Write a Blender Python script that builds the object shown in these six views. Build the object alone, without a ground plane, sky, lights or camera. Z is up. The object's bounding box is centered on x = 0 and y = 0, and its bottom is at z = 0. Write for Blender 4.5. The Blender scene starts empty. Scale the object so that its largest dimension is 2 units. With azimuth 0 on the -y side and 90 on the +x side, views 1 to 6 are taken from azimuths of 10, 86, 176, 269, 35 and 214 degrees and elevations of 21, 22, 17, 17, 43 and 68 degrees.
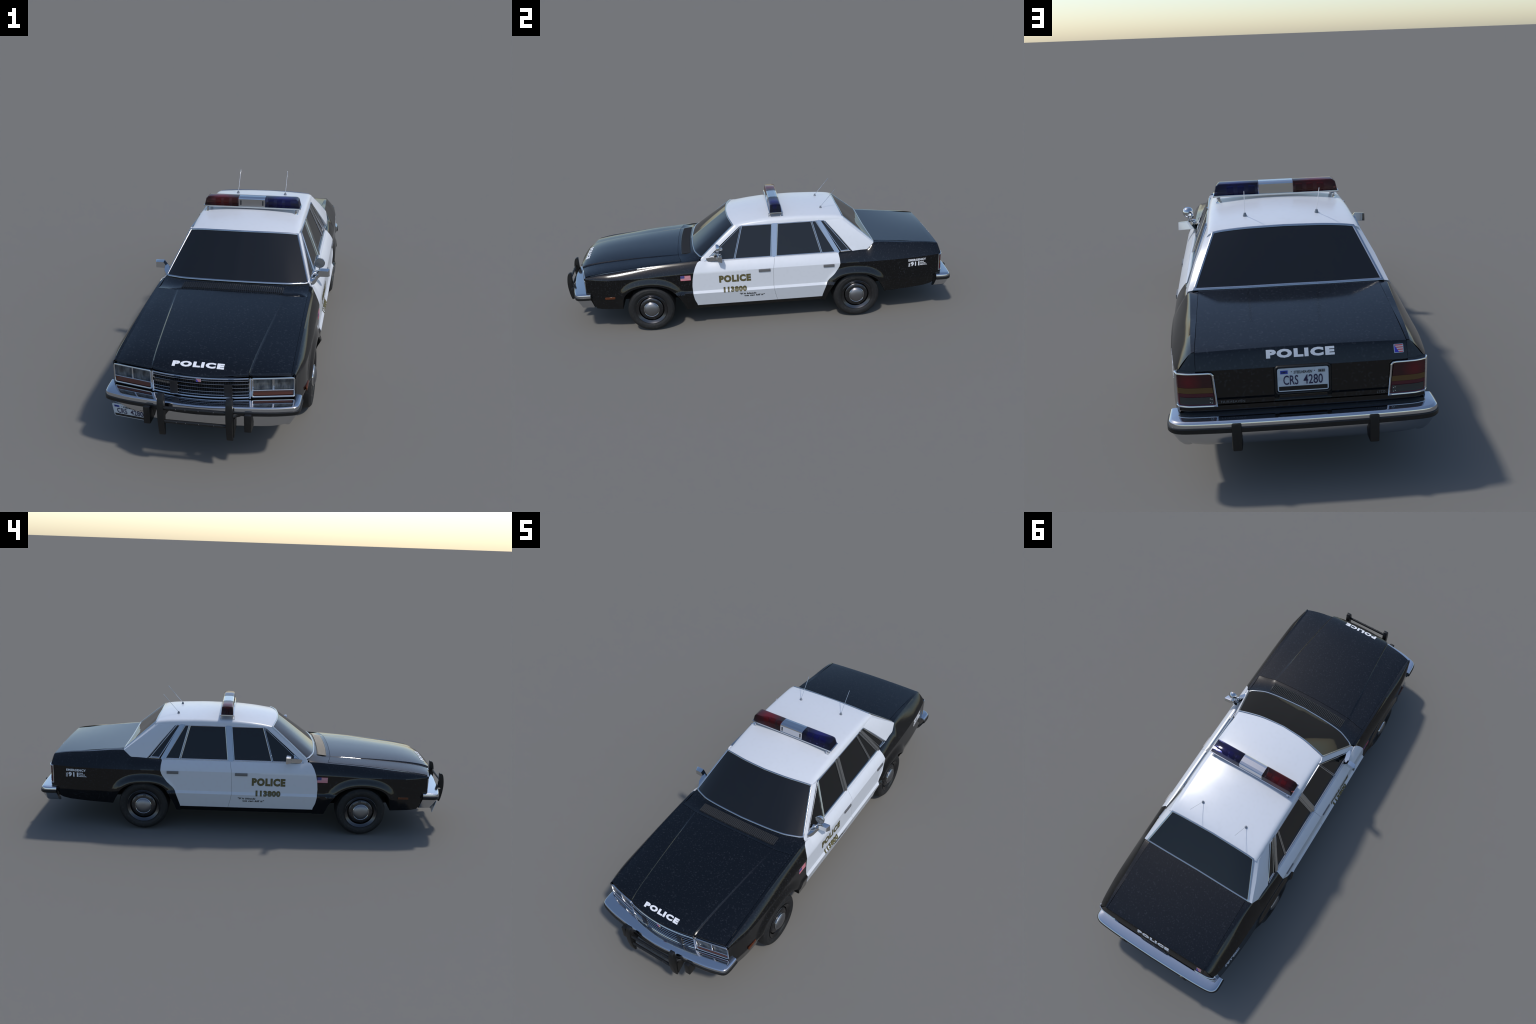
import bpy, bmesh, math, random
import numpy as np
from mathutils import Vector, Matrix

random.seed(7)
RNG = np.random.default_rng(7)
V = np.array

# ------------------------------------------------------------------ materials
def principled(name, color=(0.5, 0.5, 0.5), rough=0.5, metal=0.0, spec=0.5, coat=0.0, coat_rough=0.03):
    m = bpy.data.materials.new(name)
    m.use_nodes = True
    b = m.node_tree.nodes["Principled BSDF"]
    b.inputs["Base Color"].default_value = (*color, 1)
    b.inputs["Roughness"].default_value = rough
    b.inputs["Metallic"].default_value = metal
    b.inputs["Specular IOR Level"].default_value = spec
    b.inputs["Coat Weight"].default_value = coat
    b.inputs["Coat Roughness"].default_value = coat_rough
    return m


def node(m, kind, **props):
    n = m.node_tree.nodes.new(kind)
    for k, v in props.items():
        setattr(n, k, v)
    return n


def link(m, a, ao, b, bi):
    m.node_tree.links.new(a.outputs[ao], b.inputs[bi])


def ramp(m, stops):
    r = node(m, "ShaderNodeValToRGB")
    e = r.color_ramp.elements
    while len(e) < len(stops):
        e.new(0.5)
    for el, (p, c) in zip(e, stops):
        el.position = p
        el.color = (*c, 1) if len(c) == 3 else c
    return r


def speckled(name, base, fleck, rough, scale=150.0, low=0.58, high=0.72, spec=0.5, rough_var=0.06, coat=0.0):
    """paint with soft dusty flecks and a faint unevenness of gloss"""
    m = principled(name, base, rough, spec=spec, coat=coat)
    b = m.node_tree.nodes["Principled BSDF"]
    tc = node(m, "ShaderNodeTexCoord")
    n1 = node(m, "ShaderNodeTexNoise")
    n1.inputs["Scale"].default_value = scale
    n1.inputs["Detail"].default_value = 0.5
    link(m, tc, "Object", n1, "Vector")
    r = ramp(m, [(low, base), (high, fleck)])
    link(m, n1, "Fac", r, "Fac")
    link(m, r, "Color", b, "Base Color")
    n2 = node(m, "ShaderNodeTexNoise")
    n2.inputs["Scale"].default_value = 14
    n2.inputs["Detail"].default_value = 4
    link(m, tc, "Object", n2, "Vector")
    mr = node(m, "ShaderNodeMapRange")
    mr.inputs["To Min"].default_value = max(0.02, rough - rough_var)
    mr.inputs["To Max"].default_value = rough + rough_var
    link(m, n2, "Fac", mr, "Value")
    link(m, mr, "Result", b, "Roughness")
    return m


BLACK = speckled("black_paint", (0.0012, 0.0013, 0.0017), (0.0115, 0.0125, 0.0150), 0.11, scale=150, low=0.60, high=0.76, spec=0.52, rough_var=0.02)
WHITE = speckled("white_paint", (0.585, 0.605, 0.645), (0.57, 0.59, 0.625), 0.24, scale=60, low=0.5, high=0.85)
CHROME = principled("chrome", (0.62, 0.63, 0.64), 0.07, 1.0)
TRIM = principled("brushed_chrome_trim", (0.50, 0.51, 0.52), 0.16, 1.0)
BUMPER = principled("bumper_chrome", (0.58, 0.59, 0.61), 0.10, 1.0)
GLASS = principled("dark_tinted_glass", (0.006, 0.0065, 0.007), 0.03, spec=0.5)
RUBBER = speckled("black_rubber", (0.006, 0.006, 0.0062), (0.010, 0.010, 0.010), 0.42, scale=200, spec=0.4)
DARK = principled("dark_underside", (0.006, 0.006, 0.006), 0.8, spec=0.2)
TYRE = speckled("tyre_rubber", (0.012, 0.012, 0.0125), (0.020, 0.020, 0.020), 0.62, scale=90, spec=0.35)
RIM = principled("black_steel_rim", (0.085, 0.085, 0.09), 0.27, 1.0)
SLAT = principled("black_intake_slats", (0.003, 0.003, 0.003), 0.38)
SLATDARK = principled("black_intake_bed", (0.003, 0.003, 0.003), 0.6)
CAP = principled("satin_hub_cap", (0.25, 0.25, 0.26), 0.42, 1.0)
AMBER = principled("amber_lens", (0.085, 0.022, 0.006), 0.18)
HANDLE = principled("grey_handle", (0.15, 0.15, 0.155), 0.45, 0.3)
WHITEINK = principled("white_lettering", (0.72, 0.73, 0.76), 0.4)
OLIVE = principled("olive_gold_lettering", (0.10, 0.085, 0.028), 0.45)
OLIVEDARK = principled("dark_lettering_edge", (0.022, 0.02, 0.012), 0.5)
PLATE = speckled("number_plate_enamel", (0.48, 0.54, 0.60), (0.44, 0.49, 0.55), 0.3, scale=60)
NAVY = principled("navy_ink", (0.016, 0.014, 0.06), 0.4)
INK = principled("black_ink", (0.01, 0.01, 0.012), 0.4)
BLUE = principled("blue_ink", (0.03, 0.07, 0.42), 0.4)
GREYINK = principled("grey_ink", (0.2, 0.22, 0.24), 0.4)
FLAGRED = principled("flag_red", (0.50, 0.075, 0.11), 0.35)
FLAGWHITE = principled("flag_white", (0.60, 0.45, 0.48), 0.35)
FLAGBLUE = principled("flag_blue", (0.05, 0.05, 0.19), 0.35)
BADGERED = principled("badge_red", (0.42, 0.05, 0.05), 0.3)
BADGEBLUE = principled("badge_blue", (0.03, 0.025, 0.35), 0.3)
BADGEWHITE = principled("badge_white", (0.5, 0.52, 0.56), 0.3)
BARWHITE = principled("light_bar_grey_housing", (0.58, 0.58, 0.59), 0.12, 1.0)
MIRRORGLASS = principled("mirror_glass", (0.72, 0.74, 0.74), 0.03, 1.0)
LENSGREY = principled("spotlight_lens", (0.16, 0.17, 0.18), 0.12, 0.3)


def lamp_glass():
    m = principled("headlamp_glass", (0.10, 0.11, 0.115), 0.1)
    b = m.node_tree.nodes["Principled BSDF"]
    tc = node(m, "ShaderNodeTexCoord")
    mp = node(m, "ShaderNodeMapping")
    mp.inputs["Scale"].default_value = (60, 60, 25)
    link(m, tc, "Object", mp, "Vector")
    n = node(m, "ShaderNodeTexNoise")
    n.inputs["Scale"].default_value = 1.0
    link(m, mp, "Vector", n, "Vector")
    r = ramp(m, [(0.35, (0.03, 0.034, 0.037)), (0.7, (0.13, 0.14, 0.145))])
    link(m, n, "Fac", r, "Fac")
    link(m, r, "Color", b, "Base Color")
    w = node(m, "ShaderNodeTexWave")
    w.inputs["Scale"].default_value = 60
    link(m, tc, "Object", w, "Vector")
    bp = node(m, "ShaderNodeBump")
    bp.inputs["Strength"].default_value = 0.15
    bp.inputs["Distance"].default_value = 0.002
    link(m, w, "Fac", bp, "Height")
    link(m, bp, "Normal", b, "Normal")
    return m


LAMP = lamp_glass()


def ribbed_lens(name, base, bright, centre=None, radius=0.03):
    """signal lamp plastic, fine horizontal ribs, a brighter bulb spot"""
    m = principled(name, base, 0.14)
    b = m.node_tree.nodes["Principled BSDF"]
    tc = node(m, "ShaderNodeTexCoord")
    if centre is not None:
        d = node(m, "ShaderNodeVectorMath", operation="DISTANCE")
        ab = node(m, "ShaderNodeVectorMath", operation="ABSOLUTE")
        link(m, tc, "Object", ab, 0)
        link(m, ab, "Vector", d, 0)
        d.inputs[1].default_value = centre
        mr = node(m, "ShaderNodeMapRange")
        mr.inputs["From Min"].default_value = 0.0
        mr.inputs["From Max"].default_value = radius
        link(m, d, "Value", mr, "Value")
        r = ramp(m, [(0.1, bright), (1.0, base)])
        link(m, mr, "Result", r, "Fac")
        link(m, r, "Color", b, "Base Color")
    w = node(m, "ShaderNodeTexWave", bands_direction="Z")
    w.inputs["Scale"].default_value = 90
    link(m, tc, "Object", w, "Vector")
    bp = node(m, "ShaderNodeBump")
    bp.inputs["Strength"].default_value = 0.2
    bp.inputs["Distance"].default_value = 0.001
    link(m, w, "Fac", bp, "Height")
    link(m, bp, "Normal", b, "Normal")
    return m


TAILRED = ribbed_lens("tail_lamp_red", (0.035, 0.005, 0.007), (0.11, 0.004, 0.008), (0.272, 0.945, 0.277), 0.034)
TAILAMBER = ribbed_lens("tail_lamp_amber", (0.10, 0.052, 0.014), (0.1, 0.05, 0.01))
TAILRED2 = ribbed_lens("tail_lamp_low_red", (0.07, 0.008, 0.016), (0.1, 0.01, 0.02))
TAILGREY = ribbed_lens("tail_lamp_reverse", (0.035, 0.036, 0.034), (0.1, 0.1, 0.1))


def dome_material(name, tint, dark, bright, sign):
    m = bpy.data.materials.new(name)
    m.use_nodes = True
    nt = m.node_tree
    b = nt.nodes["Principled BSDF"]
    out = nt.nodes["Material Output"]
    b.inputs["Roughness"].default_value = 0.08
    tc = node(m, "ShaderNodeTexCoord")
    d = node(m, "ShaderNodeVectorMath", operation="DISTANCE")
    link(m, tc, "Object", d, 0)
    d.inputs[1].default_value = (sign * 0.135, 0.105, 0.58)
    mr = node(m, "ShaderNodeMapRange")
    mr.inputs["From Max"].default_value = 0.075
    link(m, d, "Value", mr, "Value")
    r = ramp(m, [(0.15, bright), (0.9, dark)])  # glow at the dome centre is painted into the base colour
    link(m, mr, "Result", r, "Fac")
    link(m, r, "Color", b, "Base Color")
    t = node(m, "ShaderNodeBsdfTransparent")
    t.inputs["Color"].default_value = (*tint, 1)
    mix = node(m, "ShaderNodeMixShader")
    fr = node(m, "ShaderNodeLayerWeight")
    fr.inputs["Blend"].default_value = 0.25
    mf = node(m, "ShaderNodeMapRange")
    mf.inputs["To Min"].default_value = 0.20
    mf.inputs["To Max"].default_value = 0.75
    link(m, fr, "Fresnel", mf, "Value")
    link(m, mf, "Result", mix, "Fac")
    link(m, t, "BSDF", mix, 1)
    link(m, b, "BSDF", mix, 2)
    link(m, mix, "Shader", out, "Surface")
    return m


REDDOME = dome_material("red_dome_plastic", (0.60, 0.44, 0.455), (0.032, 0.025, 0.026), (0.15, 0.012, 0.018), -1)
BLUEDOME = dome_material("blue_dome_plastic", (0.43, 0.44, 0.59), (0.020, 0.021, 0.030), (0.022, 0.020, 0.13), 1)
REDPOD = principled("red_lamp_pod", (0.42, 0.008, 0.018), 0.15)
BLUEPOD = principled("blue_lamp_pod", (0.025, 0.018, 0.42), 0.15)

# ------------------------------------------------------------------ helpers
CAR = bpy.data.objects.new("police_car", None)
bpy.context.scene.collection.objects.link(CAR)
CAR["label"] = "black and white 1970s police sedan with roof light bar"
CAR["category"] = "police car"


def pchip(px, py):
    """monotone cubic through control points"""
    px, py = np.asarray(px, float), np.asarray(py, float)
    h = np.diff(px)
    d = np.diff(py) / h
    m = np.zeros_like(py)
    m[0], m[-1] = d[0], d[-1]
    for i in range(1, len(py) - 1):
        if d[i - 1] * d[i] > 0:
            w1, w2 = 2 * h[i] + h[i - 1], h[i] + 2 * h[i - 1]
            m[i] = (w1 + w2) / (w1 / d[i - 1] + w2 / d[i])

    def f(x):
        x = np.clip(np.asarray(x, float), px[0], px[-1])
        i = np.clip(np.searchsorted(px, x) - 1, 0, len(px) - 2)
        t = (x - px[i]) / h[i]
        return ((2 * t**3 - 3 * t**2 + 1) * py[i] + (t**3 - 2 * t**2 + t) * h[i] * m[i]
                + (-2 * t**3 + 3 * t**2) * py[i + 1] + (t**3 - t**2) * h[i] * m[i + 1])
    return f


def smooth(a, b, x):
    t = np.clip((x - a) / (b - a), 0, 1)
    return t * t * (3 - 2 * t)


def make(name, verts, faces, mat, parent=None, angle=28, kind=None):
    me = bpy.data.meshes.new(name)
    me.from_pydata([tuple(map(float, v)) for v in verts], [], faces)
    mats = mat if isinstance(mat, (list, tuple)) else [mat]
    for m in mats:
        me.materials.append(m)
    bm = bmesh.new()
    bm.from_mesh(me)
    bmesh.ops.remove_doubles(bm, verts=bm.verts, dist=1e-5)
    bmesh.ops.dissolve_degenerate(bm, dist=1e-6, edges=bm.edges)
    bm.to_mesh(me)
    bm.free()
    me.polygons.foreach_set("use_smooth", [True] * len(me.polygons))
    me.set_sharp_from_angle(angle=math.radians(angle))
    me.update()
    o = bpy.data.objects.new(name, me)
    bpy.context.scene.collection.objects.link(o)
    o.parent = parent or CAR
    if kind:
        o["kind"] = kind
    return o


def grid_faces(M, N, base=0, flip=False, wrap=False):
    f = []
    for i in range(M - 1):
        for j in range(N if wrap else N - 1):
            k = (j + 1) % N
            q = (base + i * N + j, base + i * N + k, base + (i + 1) * N + k, base + (i + 1) * N + j)
            f.append(q[::-1] if flip else q)
    return f


def shell(P, depth, flip=False):
    """grid of points -> surface with edges folded back along -normal by depth, and a back skin"""
    P = np.asarray(P, float)
    M, N = P.shape[:2]
    du = np.gradient(P, axis=1)
    dv = np.gradient(P, axis=0)
    n = np.cross(du, dv)
    n /= np.linalg.norm(n, axis=2, keepdims=True) + 1e-12
    if flip:
        n = -n
    B = P - n * depth
    verts = np.vstack([P.reshape(-1, 3), B.reshape(-1, 3)])
    f = grid_faces(M, N, 0, flip) + grid_faces(M, N, M * N, not flip)
    ring = ([(0, j) for j in range(N)] + [(i, N - 1) for i in range(1, M)] + [(M - 1, j) for j in range(N - 2, -1, -1)]
            + [(i, 0) for i in range(M - 2, 0, -1)])
    idx = [i * N + j for i, j in ring]
    for a, b in zip(idx, idx[1:] + idx[:1]):
        q = (a, a + M * N, b + M * N, b)
        f.append(q[::-1] if flip else q)
    return verts, f


def mirror_x(verts, faces):
    v = np.array(verts, float)
    v[:, 0] *= -1
    return v, [tuple(reversed(q)) for q in faces]


def both(name, verts, faces, mat, parent=None, angle=28, kind=None):
    a = make(name, verts, faces, mat, parent if not isinstance(parent, (list, tuple)) else parent[0], angle, kind)
    v, f = mirror_x(verts, faces)
    b = make(name, v, f, mat, parent if not isinstance(parent, (list, tuple)) else parent[1], angle, kind)
    return [a, b]


def coons(top, bottom, left, right):
    """2D/3D Coons patch: top,bottom (N,k); left,right (M,k); left[0]=top[0], left[-1]=bottom[0]"""
    N, M = len(top), len(left)
    s = np.linspace(0, 1, N)[None, :, None]
    t = np.linspace(0, 1, M)[:, None, None]
    T, B, L, R = top[None], bottom[None], left[:, None], right[:, None]
    return ((1 - t) * T + t * B + (1 - s) * L + s * R
            - ((1 - s) * (1 - t) * top[0] + s * (1 - t) * top[-1] + (1 - s) * t * bottom[0] + s * t * bottom[-1]))


def resample(pts, n, keep=True):
    """points along a polyline at equal arc length, always including its corners"""
    pts = np.asarray(pts, float)
    seg = np.linalg.norm(np.diff(pts, axis=0), axis=1)
    c = np.concatenate([[0], np.cumsum(seg)])
    t = np.linspace(0, c[-1], n)
    if keep and n >= len(c):
        for v in c[1:-1]:
            t[1:-1][np.argmin(abs(t[1:-1] - v))] = v
        t.sort()
    return np.stack([np.interp(t, c, pts[:, k]) for k in range(pts.shape[1])], 1)


def chaikin(pts, n=2):
    pts = np.asarray(pts, float)
    for _ in range(n):
        q = [pts[0]]
        for a, b in zip(pts[:-1], pts[1:]):
            q += [0.75 * a + 0.25 * b, 0.25 * a + 0.75 * b]
        pts = np.array(q + [pts[-1]])
    return pts


def sweep(path, section, ups, closed=False, caps=True):
    """sweep a closed 2D section (side, up) along a 3D path; mitred joints"""
    path = np.asarray(path, float)
    n = len(path)
    ups = np.broadcast_to(np.asarray(ups, float), (n, 3))
    sec = np.asarray(section, float)
    per = sec.ndim == 3
    rows = []
    for i in range(n):
        a = path[i - 1] if (i > 0 or closed) else path[i]
        b = path[(i + 1) % n] if (i < n - 1 or closed) else path[i]
        d0, d1 = path[i] - a, b - path[i]
        d0 = d0 / (np.linalg.norm(d0) + 1e-12) if np.linalg.norm(d0) > 0 else d1 / np.linalg.norm(d1)
        d1 = d1 / np.linalg.norm(d1) if np.linalg.norm(d1) > 0 else d0
        t = d0 + d1
        t /= np.linalg.norm(t) + 1e-12
        up = ups[i] - t * (ups[i] @ t)
        up /= np.linalg.norm(up) + 1e-12
        side = np.cross(t, up)
        k = 1 / max(0.45, abs(t @ d1))
        s = sec[i] if per else sec
        rows.append(path[i] + side * s[:, :1] * k + up * s[:, 1:])
    P = np.array(rows)
    m = P.shape[1]
    f = []
    for i in range(n if closed else n - 1):
        i2 = (i + 1) % n
        for j in range(m):
            j2 = (j + 1) % m
            f.append((i * m + j, i * m + j2, i2 * m + j2, i2 * m + j))
    if caps and not closed:
        f.append(tuple(range(m))[::-1])
        f.append(tuple((n - 1) * m + j for j in range(m)))
    return P.reshape(-1, 3), f


def half_round(w, h, base=-0.002, n=7):
    a = np.linspace(0, math.pi, n)
    pts = [(math.cos(t) * w / 2, h * math.sin(t)) for t in a]
    return [(w / 2, base)] + pts + [(-w / 2, base)]


def circle_section(r, n=10):
    return [(r * math.cos(t), r * math.sin(t)) for t in np.linspace(0, math.tau, n, endpoint=False)]


def tube(path, r, n=10, up=(0.13, 0.21, 0.97)):
    return sweep(path, circle_section(r, n), up)


def bevel_box(size, bevel=0.002, segs=2, taper=None):
    bm = bmesh.new()
    bmesh.ops.create_cube(bm, size=1)
    for v in bm.verts:
        v.co = Vector((v.co.x * size[0], v.co.y * size[1], v.co.z * size[2]))
        if taper:
            taper(v.co)
    if bevel:
        bmesh.ops.bevel(bm, geom=bm.edges[:], offset=bevel, segments=segs, profile=0.6, affect="EDGES")
    bm.verts.index_update()
    v = [tuple(x.co) for x in bm.verts]
    f = [tuple(x.index for x in p.verts) for p in bm.faces]
    bm.free()
    return np.array(v), f


def place(vf, loc=(0, 0, 0), rot=(0, 0, 0)):
    v, f = vf
    R = np.array(Matrix.Rotation(rot[2], 3, "Z") @ Matrix.Rotation(rot[1], 3, "Y") @ Matrix.Rotation(rot[0], 3, "X"))
    return np.asarray(v) @ R.T + np.asarray(loc), f


def join(*parts):
    V_, F_ = [], []
    n = 0
    for v, f in parts:
        V_.append(np.asarray(v, float))
        F_ += [tuple(i + n for i in q) for q in f]
        n += len(v)
    return np.vstack(V_), F_


def revolve(profile, n=64, axis_x=0.0, cy=0.0, cz=0.0, closed=False):
    """profile of (radius, x) pairs turned about an axis parallel to x"""
    prof = np.asarray(profile, float)
    rows = []
    for r, x in prof:
        a = np.linspace(0, math.tau, n, endpoint=False)
        rows.append(np.stack([np.full(n, axis_x + x), cy + r * np.cos(a), cz + r * np.sin(a)], 1))
    P = np.array(rows)
    f = grid_faces(len(prof), n, wrap=True)
    return P.reshape(-1, 3), f


def prism(poly, direction):
    """solid from a planar 3D polygon pushed along direction"""
    poly = np.asarray(poly, float)
    n = len(poly)
    v = np.vstack([poly, poly + np.asarray(direction, float)])
    f = [tuple(range(n))[::-1], tuple(range(n, 2 * n))]
    f += [(i, (i + 1) % n, n + (i + 1) % n, n + i) for i in range(n)]
    return v, f


def text_mesh(body, bold=0.0, shear=0.0, space=1.0):
    """letters in a unit box: x 0..1, y 0..1, z 0..1 (z = thickness)"""
    cu = bpy.data.curves.new("letters", "FONT")
    cu.body = body
    cu.offset = bold
    cu.shear = shear
    cu.space_character = space
    cu.extrude = 0.02
    cu.resolution_u = 3
    o = bpy.data.objects.new("letters", cu)
    bpy.context.scene.collection.objects.link(o)
    dg = bpy.context.evaluated_depsgraph_get()
    me = bpy.data.meshes.new_from_object(o.evaluated_get(dg))
    bpy.data.objects.remove(o)
    bpy.data.curves.remove(cu)
    bm = bmesh.new()
    bm.from_mesh(me)
    bmesh.ops.triangulate(bm, faces=bm.faces)
    h = max(v.co.y for v in bm.verts) - min(v.co.y for v in bm.verts)
    for _ in range(3):
        long = [e for e in bm.edges if e.calc_length() > 0.22 * h]
        if not long:
            break
        bmesh.ops.subdivide_edges(bm, edges=long, cuts=1)
        bmesh.ops.triangulate(bm, faces=bm.faces)
    bm.verts.index_update()
    v = np.array([x.co[:] for x in bm.verts])
    f = [tuple(x.index for x in p.verts) for p in bm.faces]
    bm.free()
    bpy.data.meshes.remove(me)
    lo, hi = v.min(0), v.max(0)
    return (v - lo) / (hi - lo), f


def lettering(name, body, mapper, mat, parent, bold=0.0, shear=0.0, space=1.0, thick=(0.0002, 0.001), grow=0.0):
    v, f = text_mesh(body, bold, shear, space)
    u, w = v[:, 0] * (1 + 2 * grow) - grow, v[:, 1]
    d = thick[0] + v[:, 2] * (thick[1] - thick[0])
    return make(name, mapper(u, w, d), f, mat, parent, angle=40)


# ------------------------------------------------------------------ body side surface
KY = [-0.87, -0.82, -0.75, -0.66, -0.55, -0.43, -0.33, 0.07, 0.41, 0.50, 0.60, 0.70, 0.78, 0.84, 0.91, 0.945]
L1X = pchip(KY, [0.301, 0.313, 0.324, 0.328, 0.330, 0.330, 0.330, 0.331, 0.330, 0.329, 0.327, 0.324, 0.320, 0.314, 0.304, 0.293])
L1Z = pchip([-0.87, -0.66, -0.5, -0.33, 0.07, 0.41, 0.6, 0.75, 0.94], [0.287, 0.289, 0.292, 0.297, 0.299, 0.298, 0.296, 0.297, 0.301])
L0Y = [-0.87, -0.80, -0.70, -0.55, -0.43, -0.30, -0.25, 0.07, 0.41, 0.49, 0.55, 0.59, 0.75, 0.926, 0.945]
L0X = pchip(L0Y, [0.296, 0.299, 0.300, 0.301, 0.301, 0.300, 0.301, 0.301, 0.300, 0.297, 0.292, 0.280, 0.271, 0.262, 0.260])
L0Z = pchip(L0Y, [0.302, 0.314, 0.324, 0.338, 0.346, 0.352, 0.343, 0.344, 0.343, 0.348, 0.352, 0.379, 0.365, 0.345, 0.33])
Z2, Z3, Z4 = 0.203, 0.191, 0.105


def between_arches(y):
    return smooth(-0.48, -0.44, y) * (1 - smooth(0.385, 0.42, y))


ARCH_F = chaikin([(-0.698, 0.125), (-0.692, 0.165), (-0.684, 0.197), (-0.668, 0.218), (-0.640, 0.235), (-0.600, 0.246), (-0.555, 0.249),
                  (-0.515, 0.246), (-0.480, 0.237), (-0.448, 0.221), (-0.417, 0.193), (-0.395, 0.151), (-0.374, 0.098)], 1)
ARCH_R = chaikin([(0.334, 0.098), (0.348, 0.135), (0.363, 0.168), (0.381, 0.205), (0.408, 0.228), (0.445, 0.237), (0.494, 0.238),
                  (0.545, 0.232), (0.578, 0.218), (0.605, 0.197), (0.626, 0.161), (0.645, 0.120)], 1)


def poly_distance(y, z, line):
    y, z = np.asarray(y, float), np.asarray(z, float)
    best = np.full(np.broadcast(y, z).shape, 9.0)
    for (ay, az), (by, bz) in zip(line[:-1], line[1:]):
        dy, dz = by - ay, bz - az
        t = np.clip(((y - ay) * dy + (z - az) * dz) / (dy * dy + dz * dz), 0, 1)
        best = np.minimum(best, np.hypot(y - ay - t * dy, z - az - t * dz))
    return best


def side_x(y, z):
    """half-width of the body side at length y and height z"""
    y, z = np.broadcast_arrays(np.asarray(y, float), np.asarray(z, float))
    x1, z1, x0, z0 = L1X(y), L1Z(y), L0X(y), L0Z(y)
    b = between_arches(y)
    x2 = x1 + 0.002
    x3 = x2 + 0.001 + 0.007 * b
    x4 = x3 - 0.024 + 0.003 * b
    t = np.clip((z - z1) / np.maximum(z0 - z1, 1e-4), 0, 1)
    x = x1 + (x0 - x1) * t + 0.012 * t * (1 - t)
    lo = np.where(z >= Z2, x2 + (x1 - x2) * np.clip((z - Z2) / (z1 - Z2), 0, 1),
                  np.where(z >= Z3, x3 + (x2 - x3) * (z - Z3) / (Z2 - Z3), x4 + (x3 - x4) * np.clip((z - Z4) / (Z3 - Z4), -1, 1)))
    x = np.where(z >= z1, x, lo)
    fl = 0
    for line, amount in ((ARCH_F, 0.010), (ARCH_R, 0.0135)):
        d = poly_distance(y, z, line)
        fl = fl + amount * (1 - smooth(0.002, 0.046, d)) * smooth(0.135, 0.215, z)
    return x + fl


def open_panel(name, grids, mat, depth=0.006, angle=22, parent=None):
    """grids of outer-skin points joined into one panel, its rim folded inward"""
    bm = bmesh.new()
    for P in grids:
        M, N = P.shape[:2]
        vs = [[bm.verts.new(P[i, j]) for j in range(N)] for i in range(M)]
        for i in range(M - 1):
            for j in range(N - 1):
                bm.faces.new((vs[i][j], vs[i + 1][j], vs[i + 1][j + 1], vs[i][j + 1]))
    bmesh.ops.remove_doubles(bm, verts=bm.verts, dist=2e-4)
    bm.normal_update()
    edge = [e for e in bm.edges if e.is_boundary]
    lip = {}
    for e in edge:
        for v in e.verts:
            if v not in lip:
                n = v.normal.copy()
                lip[v] = v.co - n * depth
    lip = {v: bm.verts.new(c) for v, c in lip.items()}
    for e in edge:
        l = e.link_loops[0]
        a, b = l.vert, l.link_loop_next.vert
        bm.faces.new((b, a, lip[a], lip[b]))
    bm.verts.index_update()
    v = V([p.co[:] for p in bm.verts])
    f = [tuple(p.index for p in q.verts) for q in bm.faces]
    bm.free()
    return both(name, v, f, mat, parent, angle=angle)


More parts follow.
